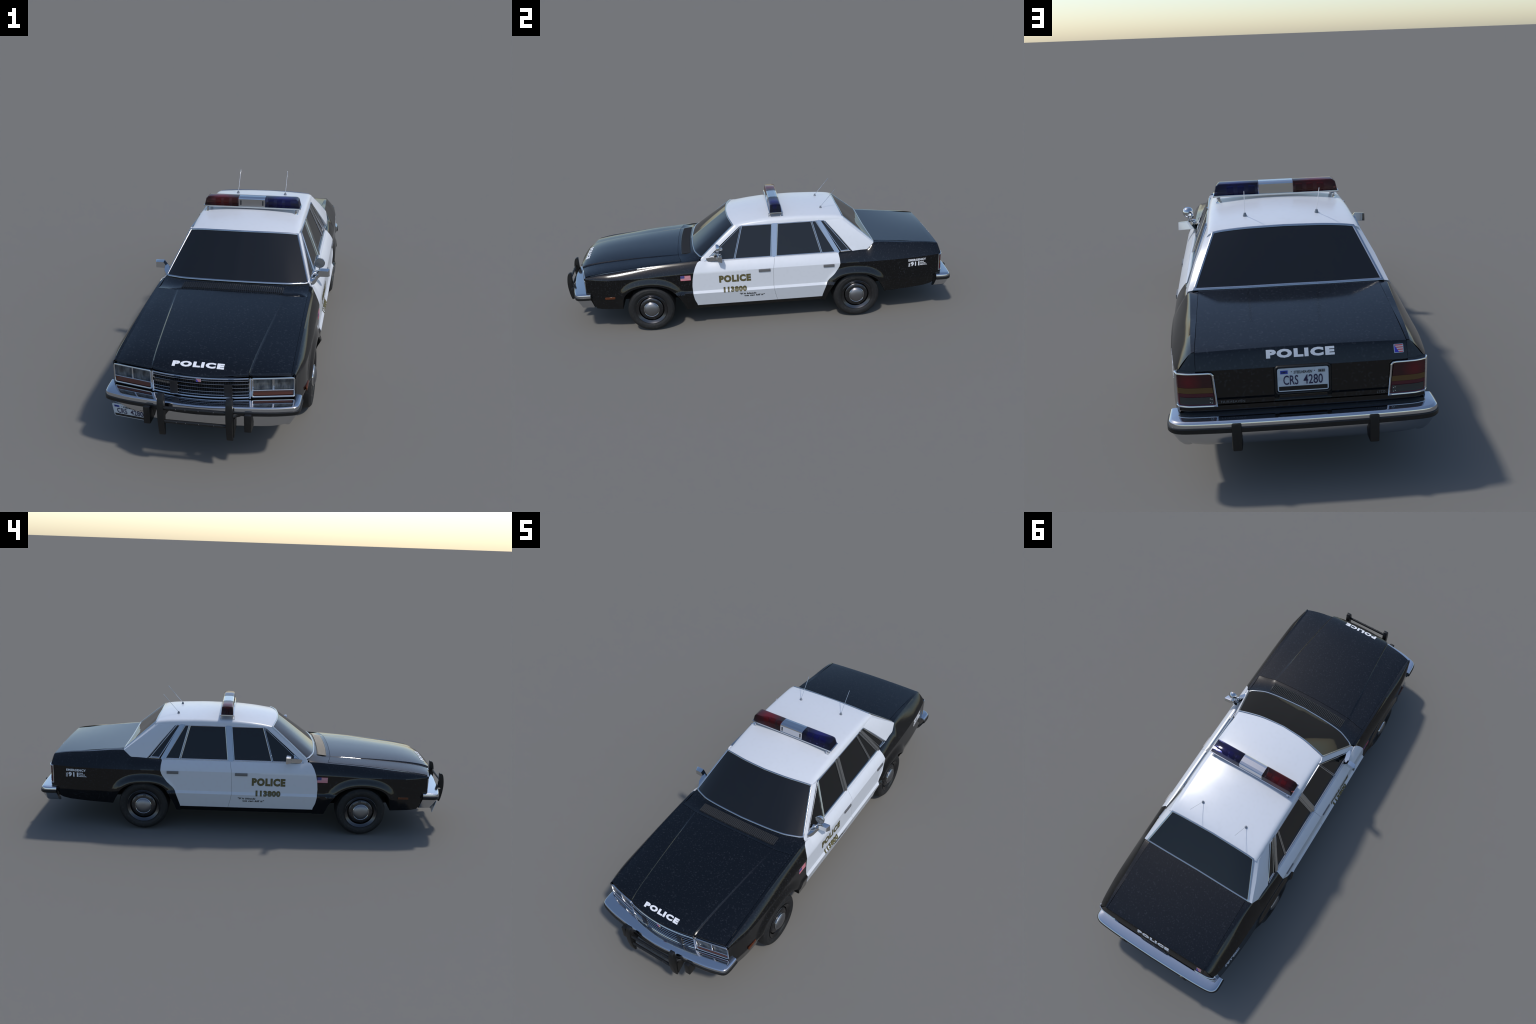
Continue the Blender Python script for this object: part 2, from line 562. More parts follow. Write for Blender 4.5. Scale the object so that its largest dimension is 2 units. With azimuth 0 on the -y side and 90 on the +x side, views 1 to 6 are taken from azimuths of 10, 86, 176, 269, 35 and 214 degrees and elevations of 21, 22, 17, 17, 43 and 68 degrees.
def side_panel(name, front, rear, bottom, mat, parent=None, ncol=70, nrow=26, top_strip=None, gap=0.0005, split=None):
    """front, rear: (z, y) edge curves from crown down; bottom: (y, z) outline from front to rear.
    split = (y, z, arch): a narrow tongue runs down between the front edge and the wheel arch"""
    front, rear = np.array(front, float), np.array(rear, float)
    fz = lambda z: np.interp(z, front[::-1, 0], front[::-1, 1]) + gap
    rz = lambda z: np.interp(z, rear[::-1, 0], rear[::-1, 1]) - gap
    yf1, yr1 = float(fz(L1Z(front[0, 1]))), float(rz(L1Z(rear[0, 1])))
    skin = lambda G: np.stack([side_x(G[..., 0], G[..., 1]), G[..., 0], G[..., 1]], -1)
    bottom = np.asarray(bottom, float)
    straight = np.ptp(bottom[:, 1]) < 0.02

    def edge(fun, a, b, m):
        z = np.linspace(a[1], b[1], m)
        y = fun(z)
        t = np.linspace(0, 1, m)
        y = y + (1 - t) * (a[0] - y[0]) + t * (b[0] - y[-1])
        return np.stack([y, z], 1)

    lows = []
    if split:
        ys, za, arch = split
        k = int(np.argmin(abs(arch[:, 0] - ys)))
        ys = arch[k, 0]
        nA = 14
        ty = np.concatenate([np.linspace(yf1, ys, nA), np.linspace(ys, yr1, ncol)[1:]])
        down = np.stack([np.full(nrow, ys), np.linspace(float(L1Z(ys)), arch[k, 1], nrow)], 1)
        tongue = resample(arch[k::-1], 30)
        right = np.vstack([down, tongue[1:]])
        zl = np.concatenate([np.linspace(float(L1Z(yf1)), za, nrow), np.linspace(za, bottom[0, 1], 30)[1:]])
        left = np.stack([fz(zl), zl], 1)
        t = np.linspace(0, 1, nA)[None, :, None]
        A = left[:, None] * (1 - t) + right[:, None] * t
        A[0, :, 1] = L1Z(A[0, :, 0])
        lows.append(skin(A))
        rest = bottom[np.argmax(bottom[:, 0] > arch[-1, 0] + 1e-6):]
        bot = resample(np.vstack([arch[k:], rest]), ncol)
        bot[-1, 0] -= gap
        tyB = ty[nA - 1:]
        top = np.stack([tyB, L1Z(tyB)], 1)
        lows.append(skin(coons(top, bot, down, edge(rz, top[-1], bot[-1], nrow))))
    else:
        ty = np.linspace(yf1, yr1, ncol)
        top = np.stack([ty, L1Z(ty)], 1)
        bot = resample(bottom, ncol)
        bot[0, 0] += gap
        bot[-1, 0] -= gap
        if straight:  # rows fall exactly on the creases
            s = np.linspace(0, 1, ncol)
            rows = []
            for k in range(26):
                if k < 13:
                    z = top[:, 1] + (Z2 - top[:, 1]) * k / 12
                elif k < 17:
                    z = np.full(ncol, Z2 + (Z3 - Z2) * (k - 12) / 4)
                else:
                    z = Z3 + (bot[:, 1] - Z3) * (k - 16) / 9
                rows.append(np.stack([fz(z) + (rz(z) - fz(z)) * s, z], 1))
            G = np.array(rows)
        else:
            G = coons(top, bot, edge(fz, top[0], bot[0], nrow), edge(rz, top[-1], bot[-1], nrow))
        lows.append(skin(G))
    # upper part: from the crown (and its top strip) down to the waist crease
    s = (ty - ty[0]) / (ty[-1] - ty[0])
    rows = []
    nu = 9
    for k in range(nu):
        w = k / (nu - 1)
        y = ty.copy()
        if k < nu - 1:
            for _ in range(4):
                z = L0Z(y) + (L1Z(y) - L0Z(y)) * w
                y = fz(z) + (rz(z) - fz(z)) * s
        z = L0Z(y) + (L1Z(y) - L0Z(y)) * w
        rows.append(np.stack([side_x(y, z), y, z], 1))
    if top_strip is not None:
        c = rows[0]
        gx, gz = top_strip(c[:, 1])
        inner = np.stack([gx, c[:, 1], gz], 1)
        strip = [inner + (c - inner) * w for w in (0.0, 0.4, 0.75, 0.9)]
        c2 = c.copy()
        c2[:, 0] -= 0.0008
        c2[:, 2] -= 0.0008
        rows[0] = c2
        rows = strip + rows
    return open_panel(name, [np.array(rows)] + lows, mat, parent=parent)


# door and fender edges
DOOR_FRONT = [(0.356, -0.287), (0.346, -0.306), (0.325, -0.319), (0.298, -0.329), (0.262, -0.336), (0.227, -0.339), (0.187, -0.337), (0.156, -0.332), (0.128, -0.321), (0.105, -0.319)]
DOOR_SPLIT = [(0.36, 0.084), (0.340, 0.081), (0.298, 0.074), (0.25, 0.072), (0.203, 0.071), (0.185, 0.073), (0.155, 0.079), (0.12, 0.088), (0.1, 0.09)]
DOOR_REAR = [(0.36, 0.405), (0.343, 0.407), (0.32, 0.411), (0.298, 0.412), (0.283, 0.408), (0.27, 0.401), (0.244, 0.381), (0.230, 0.366), (0.218, 0.353), (0.208, 0.346), (0.196, 0.340), (0.127, 0.319), (0.105, 0.316)]
FEN_FRONT = [(0.36, -0.868), (0.105, -0.868)]
QUARTER_REAR = [(0.36, 0.926), (0.345, 0.927), (0.301, 0.933), (0.28, 0.933), (0.20, 0.930), (0.1, 0.93)]

GAPZ = pchip([-0.875, -0.80, -0.68, -0.55, -0.387, -0.29], [0.300, 0.3125, 0.326, 0.339, 0.350, 0.357])


def fender_strip(y):
    return np.full(len(y), 0.288), GAPZ(y)


def quarter_strip(y):
    x = np.where(y < 0.59, L0X(y) - 0.02, 0.2535)
    return x, L0Z(y) + np.where(y < 0.59, 0.0, 0.0015)


fender_bottom = np.vstack([[(-0.868, 0.207), (-0.850, 0.174), (-0.828, 0.132), (-0.80, 0.128)], ARCH_F, [(-0.345, 0.098), (-0.319, 0.098)]])
fenders = side_panel("front_fender", FEN_FRONT, DOOR_FRONT, fender_bottom, BLACK, ncol=96, nrow=30, top_strip=fender_strip)
front_doors = side_panel("front_door", DOOR_FRONT, DOOR_SPLIT, [(-0.3195, 0.121), (0.088, 0.121)], WHITE, ncol=44)
rear_doors = side_panel("rear_door", DOOR_SPLIT, DOOR_REAR, [(0.088, 0.121), (0.317, 0.121)], WHITE, ncol=44)
quarter_bottom = np.vstack([[(0.316, 0.098), (0.325, 0.098)], ARCH_R, [(0.739, 0.125), (0.851, 0.133), (0.885, 0.141), (0.905, 0.152), (0.9225, 0.190), (0.930, 0.198)]])
quarters = side_panel("rear_quarter_panel", DOOR_REAR, QUARTER_REAR, quarter_bottom, BLACK, ncol=84, nrow=24, top_strip=quarter_strip, split=(0.47, 0.262, ARCH_R))

# rocker sills
yy = np.linspace(-0.322, 0.318, 20)
P = []
for dx, z in ((-0.008, 0.1215), (-0.014, 0.109), (-0.022, 0.093), (-0.06, 0.089)):
    P.append(np.stack([side_x(yy, np.full(20, max(z, 0.121))) - 0.003 + dx, yy, np.full(20, z)], 1))
v, f = shell(np.array(P), 0.004, flip=True)
both("rocker_sill", v, f, BLACK)

# wheel arch liners
for line in (ARCH_F, ARCH_R):
    xo = side_x(line[:, 0], line[:, 1]) - 0.002
    rows = [np.stack([xo + (0.17 - xo) * k / 5, line[:, 0], line[:, 1] + 0.0015 * min(k, 1)], 1) for k in range(6)]
    v, f = shell(np.array(rows), 0.002)
    back = [(0.17, y, z) for y, z in line]
    v2, f2 = prism(back, (-0.004, 0, 0))
    v, f = join((v, f), (v2, f2))
    both("wheel_arch_liner", v, f, DARK, angle=30)

# underbody
parts = [place(bevel_box((0.58, 0.64, 0.012), 0.003), (0, 0.0, 0.096)),
         place(bevel_box((0.335, 1.60, 0.05), 0.01), (0, 0.03, 0.135)),
         place(bevel_box((0.52, 0.24, 0.05), 0.01), (0, 0.76, 0.175)),
         place(bevel_box((0.54, 0.14, 0.05), 0.01), (0, -0.765, 0.175))]
parts += [place(bevel_box((0.50, 0.03, 0.03), 0.008), (0, y, 0.115)) for y in (-0.553, 0.494)]
parts.append(tube([(0.10, -0.30, 0.098), (0.11, 0.30, 0.098), (0.16, 0.62, 0.125), (0.17, 0.90, 0.125)], 0.009))
v, f = join(*parts)
make("underbody", v, f, DARK, kind="stuff")
v, f = join(place(bevel_box((0.53, 0.94, 0.12), 0.01), (0, 0.06, 0.255)), place(bevel_box((0.50, 0.40, 0.10), 0.01), (0, -0.63, 0.222)),
            place(bevel_box((0.48, 0.30, 0.11), 0.01), (0, 0.74, 0.26)))
make("gap_filler_blocks", v, f, DARK)  # unseen dark filler added inside to back the panel gaps and block light

# ------------------------------------------------------------------ hood, cowl
HC = pchip([-0.925, -0.915, -0.896, -0.875, -0.85, -0.80, -0.72, -0.60, -0.43, -0.33], [0.296, 0.303, 0.3150, 0.3225, 0.3285, 0.3365, 0.345, 0.354, 0.3627, 0.367])
HS = pchip([-0.90, -0.89, -0.875, -0.85, -0.80, -0.68, -0.55, -0.387, -0.28], [0.292, 0.2975, 0.3015, 0.306, 0.3135, 0.327, 0.340, 0.351, 0.361])


def crease_x(y):
    return np.interp(y, [-0.90, -0.40], [0.156, 0.205])


def top_z(x, y):
    """hood and cowl height; raised centre with soft shoulders"""
    x = np.abs(np.asarray(x, float))
    y = np.asarray(y, float)
    xe, cx = 0.288, crease_x(y)
    step = np.interp(y, [-0.92, -0.80, -0.55, -0.42, -0.30], [0.0070, 0.0055, 0.003, 0.001, 0.0])
    yfix = y + 0.05 * 0  # plan bow handled by the caller
    zc, zs = HC(yfix), HS(y)
    u = np.clip(x / xe, 0, 1)
    base_c = zc - (zc - zs) * u**2.3
    dip = step * smooth(cx - 0.001, cx + 0.004, x) * (1 - smooth(cx + 0.004, xe, x)) * 0.9
    return base_c - dip


def hood_front_y(x):
    x = np.abs(x)
    return np.where(x < 0.1565, -0.918 + 0.019 * (x / 0.1565) ** 2, -0.8930 + 0.0150 * (x - 0.1565) / 0.132 + 0.0110 * ((x - 0.1565) / 0.132) ** 2)


SEAM = pchip([0, 0.1, 0.2, 0.225, 0.26, 0.30], [-0.4095, -0.4075, -0.4035, -0.4, -0.392, -0.386])
WSB_Y = pchip([0, 0.1, 0.2, 0.25, 0.275, 0.283, 0.30], [-0.3348, -0.3300, -0.3190, -0.3010, -0.2885, -0.2815, -0.262])
WSB_Z = pchip([0, 0.1, 0.2, 0.25, 0.275, 0.283, 0.30], [0.3745, 0.3730, 0.3700, 0.3665, 0.3645, 0.3640, 0.363])


def seam_y(x):
    return SEAM(np.abs(x))


def ws_bottom(x):
    return WSB_Y(np.abs(x)), WSB_Z(np.abs(x))


def xcols(edge=0.2874):
    c = list(np.linspace(0, 0.15, 14)) + [0.153, 0.1555, 0.158, 0.162] + list(np.linspace(0.17, edge, 12))
    return np.array(c)


def hood_grid():
    cols = xcols()
    cols = np.concatenate([-cols[::-1], cols[1:]])
    # columns follow the crease: shift x with length
    rows = []
    ts = np.concatenate([np.linspace(0, 0.22, 14), np.linspace(0.25, 1, 26)])
    for t in ts:
        yb = hood_front_y(cols)
        ye = seam_y(cols) - 0.0012
        y = yb + (ye - yb) * t
        c0 = 0.156
        a = np.abs(cols)
        for _ in range(4):
            cx = crease_x(y)
            x = np.where(a <= c0, a * cx / c0, cx + (a - c0) * (0.2874 - cx) / (0.2874 - c0)) * np.sign(cols)
            ye = seam_y(x) - 0.0007
            y = yb + (ye - yb) * t
        rows.append(np.stack([x, y, top_z(x, y)], 1))
    P = np.array(rows)
    # rolled front lip
    lip = P[0].copy()
    lip[:, 1] -= 0.002
    lip[:, 2] -= 0.0035
    lip2 = lip.copy()
    lip2[:, 2] -= 0.007
    lip2[:, 1] += 0.002
    return np.concatenate([[lip2], [lip], P], 0)


v, f = shell(hood_grid(), 0.005)
hood = make("hood", v, f, BLACK, angle=24)

cols = np.concatenate([-np.linspace(0.287, 0, 40), np.linspace(0, 0.287, 40)[1:]])
rows = []
for t in np.linspace(0, 1, 12):
    ya = seam_y(cols) + 0.0007
    yb, zb = ws_bottom(cols)
    y = ya + (yb - ya) * t
    z = top_z(cols, y)
    z = z + (zb - 0.003 - top_z(cols, yb)) * t
    z = z - 0.005 * np.sin(math.pi * t) ** 0.8
    rows.append(np.stack([cols, y, z], 1))
v, f = shell(np.array(rows), 0.005)
cowl = make("cowl", v, f, BLACK)


def cowl_z(x, y):
    ya, (yb, zb) = seam_y(x), ws_bottom(x)
    t = np.clip((y - ya) / (yb - ya), 0, 1)
    return top_z(x, y) + (zb - 0.003 - top_z(x, yb)) * t - 0.005 * np.sin(math.pi * t) ** 0.8


# cowl air intake: dark bed and a row of slats
bed, slats = [], []
xs_ = np.linspace(-0.196, 0.196, 30)
fy = lambda x: -0.3925 + 0.0075 * (np.abs(x) / 0.2) ** 2
by = lambda x: -0.3445 + 0.006 * (np.abs(x) / 0.2) ** 2
P = np.array([np.stack([xs_, yv, cowl_z(xs_, yv) + 0.0004], 1) for yv in (fy(xs_), by(xs_))])
v, f = shell(P, 0.001)
make("air_intake_bed", v, f, SLATDARK, cowl)
parts = []
for x in np.linspace(-0.193, 0.193, 50):
    a = V([x, fy(x) + 0.003, cowl_z(x, fy(x) + 0.003) + 0.0012])
    b = V([x, by(x) - 0.003, cowl_z(x, by(x) - 0.003) + 0.0012])
    parts.append(sweep([a, b], [(-0.0026, -0.002), (0.0026, -0.002), (0.0026, 0.0002), (-0.0014, 0.0026), (-0.0026, 0.0022)], (0, 0, 1)))
v, f = join(*parts)
make("air_intake_slats", v, f, SLAT, cowl, kind="stuff")
rim_path = [(x, fy(x) - 0.001, cowl_z(x, fy(x) - 0.001)) for x in xs_] + [(x, by(x) + 0.001, cowl_z(x, by(x) + 0.001)) for x in xs_[::-1]]
v, f = sweep(rim_path, half_round(0.0028, 0.0012), (0, 0, 1), closed=True)
make("air_intake_rim", v, f, BLACK, cowl)

# ------------------------------------------------------------------ glasshouse
def bez_edge(c, e, n, p=2.0):
    """bowed edge: centre point c, corner e, across -1..1"""
    u = np.linspace(-1, 1, n)
    c, e = V(c), V(e)
    P = np.empty((n, 3))
    P[:, 0] = u * e[0]
    for k in (1, 2):
        P[:, k] = c[k] + (e[k] - c[k]) * np.abs(u) ** p
    return P


NW = 41
def edge_curve(xs, ys, zs, n=NW):
    fy_, fz_ = pchip(xs, ys), pchip(xs, zs)
    x = np.linspace(-xs[-1], xs[-1], n)
    return np.stack([x, fy_(np.abs(x)), fz_(np.abs(x))], 1)


ws_t = edge_curve([0, 0.1, 0.18, 0.2205], [-0.1473, -0.1406, -0.1260, -0.1165], [0.5144, 0.5125, 0.5070, 0.5015])
ws_b = edge_curve([0, 0.1, 0.2, 0.25, 0.275, 0.2815], [-0.3348, -0.3300, -0.3190, -0.3010, -0.2885, -0.2825], [0.3755, 0.3740, 0.3710, 0.3675, 0.3650, 0.3645])
rg_t = edge_curve([0, 0.1, 0.18, 0.207], [0.4405, 0.4425, 0.4440, 0.4455], [0.5165, 0.5150, 0.5100, 0.5065])
rg_b = edge_curve([0, 0.1, 0.2, 0.264], [0.5875, 0.5885, 0.5895, 0.5895], [0.3830, 0.3830, 0.3840, 0.3845])


def pane(name, a, b, bulge, trim_w=0.0075, flip=False):
    t = np.linspace(0, 1, 17)[:, None, None]
    P = a[None] * (1 - t) + b[None] * t
    n = np.cross(a[-1] - a[0], b[0] - a[0])
    n /= np.linalg.norm(n)
    n = n if n[2] > 0 else -n
    P = P + n * (bulge * 4 * t * (1 - t))
    v, f = shell(P, 0.004, flip=flip)
    o = make(name, v, f, GLASS, angle=30)
    loop = list(P[0]) + [p[-1] for p in P[1:-1]] + list(P[-1][::-1]) + [p[0] for p in P[-2:0:-1]]
    v, f = sweep(loop, half_round(trim_w, 0.0028), n, closed=True)
    make(name + "_trim", v, f, TRIM, o)
    return P


WS = pane("windshield", ws_t, ws_b, 0.001, flip=True)
RG = pane("rear_window", rg_t, rg_b, 0.0, trim_w=0.0085)

WST_Y = pchip([0, 0.1, 0.18, 0.2205], [-0.1480, -0.1413, -0.1267, -0.1172])
# roof
ZC = pchip([0, 0.04, 0.11, 0.2, 0.35, 0.55, 0.75, 0.9, 0.97, 1.0], [0.5145, 0.5185, 0.5245, 0.5305, 0.5365, 0.5375, 0.5330, 0.5270, 0.5222, 0.5170])
rows = []
half = np.concatenate([np.linspace(0, 0.80, 14), [0.86, 0.91]])
tail = [(0.950, -0.0022), (0.980, -0.0065), (0.997, -0.0125), (1.010, -0.020), (1.016, -0.0255)]
vs = np.concatenate([np.linspace(0, 0.2, 12), np.linspace(0.23, 0.8, 20), np.linspace(0.83, 1, 10)])
for vv in vs:
    xe = np.interp(vv, [0, 0.12, 0.5, 0.9, 1.0], [0.2205, 0.2235, 0.2255, 0.2255, 0.2235])
    w = np.interp(vv, [0, 0.10, 0.9, 1.0], [0.25, 1, 1, 0.6])
    kc = np.interp(vv, [0, 0.5, 0.9, 1.0], [0.31, 0.31, 0.23, 0.25])
    pts = []
    for u in half:
        x = u * xe
        pts.append((x, u, ZC(vv) - kc * x * x))
    x9, z9 = pts[-1][0], pts[-1][2]
    for u, dz in tail:
        pts.append((u * xe, min(u, 1), z9 + dz * w))
    r = []
    for x, u, z in pts:
        ya = float(WST_Y(min(x, 0.2205)))
        yb = 0.4410 + 0.005 * min(1, x / 0.207) ** 2
        r.append((x, ya + (yb - ya) * vv, z))
    r = V(r)
    L = r[::-1].copy()
    L[:, 0] *= -1
    rows.append(np.vstack([L[:-1], r]))
ROOF = np.array(rows)
v, f = shell(ROOF, 0.006)
roof = make("roof", v, f, WHITE, angle=40)


def roof_z(x, y):
    ya = float(WST_Y(min(abs(x), 0.2205)))
    vv = (y - ya) / (0.4435 - ya)
    return float(ZC(np.clip(vv, 0, 1)) - np.interp(vv, [0, 0.5, 0.9, 1.0], [0.31, 0.31, 0.23, 0.25]) * x * x)


# pillars
def ruled3(curves, n):
    rows = [resample(V(c), n, keep=False) for c in curves]
    return np.array(rows)


A_out = [(0.2285, -0.080, 0.4985), (0.262, -0.178, 0.4215), (0.2915, -0.268, 0.346), (0.2975, -0.279, 0.343)]
A_mid = [(0.2285, -0.096, 0.5005), (0.257, -0.186, 0.430), (0.290, -0.282, 0.356), (0.2995, -0.288, 0.350)]
A_in = [(0.2195, -0.1165, 0.5010), (0.2515, -0.200, 0.4335), (0.2825, -0.282, 0.3645), (0.290, -0.288, 0.357)]
v, f = shell(ruled3([A_out, A_mid, A_in], 30), 0.006, flip=True)
both("windshield_pillar", v, f, WHITE, angle=35)

C_front = [(0.2280, 0.349, 0.4985), (0.262, 0.4165, 0.4225), (0.2955, 0.480, 0.347)]
C_mid = [(0.2275, 0.395, 0.5005), (0.262, 0.466, 0.4255), (0.2945, 0.525, 0.347)]
C_crest = [(0.2275, 0.434, 0.4985), (0.2580, 0.510, 0.4400), (0.2830, 0.5895, 0.3795)]
C_edge = [(0.2065, 0.4455, 0.5060), (0.236, 0.517, 0.445), (0.264, 0.591, 0.383)]
n = 30
Q, K, S = (resample(V(c), n, keep=False) for c in (C_front, C_crest, C_edge))
top = Q[0] + (K[0] - Q[0]) * np.linspace(0, 1, 14)[:, None]
bottom = resample([Q[-1], (0.2935, 0.525, 0.347), (0.2925, 0.556, 0.350), K[-1]], 14)
patch = coons(top, bottom, Q, K)
s = np.linspace(0, 1, 14)[None, :]
t = np.linspace(0, 1, n)[:, None]
patch[..., 0] += 0.005 * 4 * s * (1 - s) * np.sin(math.pi * np.clip(t, 0, 1)) ** 0.7
ext = np.stack([K + (S - K) * w for w in (0.2, 0.6, 1.0)], 1)
reveal = np.stack([Q + V([-0.010, -0.006, 0.0])], 1)
patch = np.concatenate([reveal, patch, ext], 1)
v, f = shell(patch, 0.006, flip=True)
both("rear_pillar", v, f, WHITE, angle=35)

# side windows
def glass_x(z):
    return 0.2905 + (0.2280 - 0.2905) * (z - 0.343) / (0.5 - 0.343)


GN = V([0.157, 0, 0.062]) / np.hypot(0.157, 0.062)
ZB, ZT = 0.3465, 0.4965


def win(poly, depth=0.0):
    return V([(glass_x(z) , y, z) for y, z in poly]) + GN * depth


windows = {
    "front_vent_window": ([(-0.258, ZB), (-0.122, ZB), (-0.078, ZT - 0.002)], 0),
    "front_door_window": ([(-0.116, ZB), (0.064, ZB), (0.080, ZT), (-0.0715, ZT)], 0),
    "rear_door_window": ([(0.093, ZB), (0.319, ZB), (0.279, ZT), (0.110, ZT)], 1),
    "rear_vent_window": ([(0.325, ZB), (0.392, ZB), (0.302, ZT), (0.285, ZT)], 1),
    "quarter_window": ([(0.422, ZB + 0.003), (0.463, ZB + 0.005), (0.343, ZT), (0.328, ZT)], 2),
}
for nm, (poly, owner) in windows.items():
    p = win(poly, -0.002)
    v, f = prism(p, -GN * 0.004)
    par = (front_doors, rear_doors, quarters)[owner]
    both(nm, v, f, GLASS, par, angle=10)
    loop = win(poly, 0.0)
    v, f = sweep(loop, half_round(0.0055, 0.0028, -0.004, 6), GN, closed=True)
    both(nm + "_frame", v, f, TRIM, par, angle=35)


def post(poly, depth=0.0, back=0.006):
    return prism(win(poly, depth), -GN * back)


def post_pair(name, bottom, top, par):
    """upright pillar trim: flat backing with two raised ribs"""
    (b0, b1), (t0, t1) = bottom, top
    v, f = post([(b0, 0.338), (b1, 0.338), (t1, 0.5), (t0, 0.5)], 0.003)
    both(name, v, f, TRIM, par, angle=20)
    m0, m1 = (b0 + b1) / 2, (t0 + t1) / 2
    w = (b1 - b0) * 0.42
    v, f = sweep(win([(m0, 0.339), (m1, 0.5)], 0.003), [(w / 2, -0.002), (w / 2, 0.0035), (-w / 2, 0.0035), (-w / 2, -0.002)], GN)
    both(name + "_rib", v, f, TRIM, par, angle=20)


post_pair("centre_pillar_trim", (0.066, 0.091), (0.082, 0.108), front_doors)
post_pair("rear_door_pillar_trim", (0.394, 0.419), (0.3035, 0.3265), rear_doors)
# dark backing behind all the side glass
p = win([(-0.272, 0.340), (0.475, 0.340), (0.348, 0.5), (-0.078, 0.5)], -0.007)
v, f = prism(p, -GN * 0.003)
both("window_backing", v, f, DARK, angle=10)
# quarter-light inner wedge, belt shelf and belt moulding
yb = np.linspace(-0.276, 0.408, 40)
P = np.array([np.stack([L0X(yb) - 0.0005, yb, np.full(40, 0.3435)], 1), np.stack([np.full(40, 0.292), yb, np.full(40, 0.3450)], 1),
              np.stack([np.full(40, 0.284), yb, np.full(40, 0.3452)], 1)])
v, f = shell(P, 0.004, flip=False)
both("belt_shelf", v, f, WHITE)
for (ya, yc), par in (((-0.262, 0.066), front_doors), ((0.092, 0.396), rear_doors)):
    v, f = sweep([(0.2905, ya, 0.3445), (0.2905, yc, 0.3445)], half_round(0.006, 0.003), (0.6, 0, 0.8))
    both("belt_moulding", v, f, TRIM, par)
v, f = sweep([(0.2905, 0.42, 0.3460), (0.2935, 0.47, 0.3485)], half_round(0.006, 0.003), (0.6, 0, 0.8))
both("quarter_moulding", v, f, TRIM, quarters)
P = np.array([[(0.296, y, 0.3455 + 0.01 * (y - 0.41)), (0.27, y, 0.3455 + 0.01 * (y - 0.41))] for y in np.linspace(0.405, 0.60, 10)])
v, f = shell(P, 0.003, flip=True)
both("quarter_shelf", v, f, BLACK)
# mirror sail triangle at the front of the door glass
v, f = prism(win([(-0.268, ZB - 0.001), (-0.222, ZB - 0.001), (-0.222, 0.381)], 0.002), -GN * 0.006)
sails = both("mirror_sail", v, f, CHROME, front_doors, angle=15)

# door handles
for ya, yc, par in ((-0.002, 0.057, front_doors), (0.326, 0.381, rear_doors)):
    vv_, ff = bevel_box((0.006, yc - ya, 0.0135), 0.0015)
    x = float(side_x((ya + yc) / 2, 0.291))
    v, f = place((vv_, ff), (x + 0.0018, (ya + yc) / 2, 0.2905))
    both("door_handle", v, f, HANDLE, par)

# ------------------------------------------------------------------ trunk and tail
TX = 0.2525
cols = np.concatenate([-np.linspace(TX, 0, 20), np.linspace(0, TX, 20)[1:]])


def tail_y(x):
    """plan curve of the tail face at lamp height"""
    u = np.abs(x) / 0.29
    return 0.9480 - 0.0025 * u**2 - 0.004 * u**6


def deck_z(x, t):
    """t = 0 at the rear window, 1 at the rear crease"""
    ze = 0.3825 + (0.3455 - 0.3825) * t - 0.003 * 4 * t * (1 - t) * -1
    return ze + (-0.001 + 0.005 * t) * (1 - (np.abs(x) / TX) ** 2)


def crease_y(x):
    return 0.9285 - 0.0015 * (np.abs(x) / TX) ** 2


rows = []
for t in np.linspace(0, 1, 24):
    y0 = 0.589 + 0.002 * (np.abs(cols) / 0.264) ** 2
    y = y0 + (crease_y(cols) - y0) * t
    rows.append(np.stack([cols, y, deck_z(cols, t)], 1))
c = rows[-1]
c[:, 2] -= 0.0006
rows.append(c + V([0, 0.002, -0.0022]))
for t in (0.12, 0.3, 0.5, 0.75, 1.0):
    y = crease_y(cols) + 0.002 + (tail_y(cols) - crease_y(cols) - 0.002) * (t**0.9)
    z = (c[:, 2] - 0.0022) + (0.3055 - c[:, 2] + 0.0022) * t
    rows.append(np.stack([cols, y, z], 1))
v, f = shell(np.array(rows), 0.005)
trunk = make("trunk_lid", v, f, BLACK, angle=24)


def lid_face(x, z):
    """y on the sloping rear face of the trunk lid"""
    zc = 0.3455 + 0.004 * (1 - (np.abs(x) / TX) ** 2) - 0.003
    t = np.clip((zc - z) / (zc - 0.3055), 0, 1)
    return crease_y(x) + 0.002 + (tail_y(x) - crease_y(x) - 0.002) * t**0.9


# corner pieces beside the lid, above the lamps
cc = np.linspace(0.254, 0.2925, 12)


def corner_y(x):
    """tail plan curve carried round the corner to the body side"""
    x = np.abs(x)
    e = np.clip((x - 0.262) / 0.034, 0, 1)
    return tail_y(np.minimum(x, 0.29)) - 0.0065 * e**2.5


rows = []
for t in np.linspace(0, 1, 8):
    xt = 0.2535 + (0.2625 - 0.2535) * np.linspace(0, 1, 12)
    xb = 0.2535 + (0.2955 - 0.2535) * np.linspace(0, 1, 12)
    x = xt + (xb - xt) * t
    ytop = np.full(12, 0.9275)
    y = ytop + (corner_y(xb) - ytop) * t
    z = 0.3445 + (0.3015 - 0.3445) * t
    rows.append(np.stack([x, y, np.full(12, z)], 1))
v, f = shell(np.array(rows), 0.004)
both("tail_corner", v, f, BLACK)

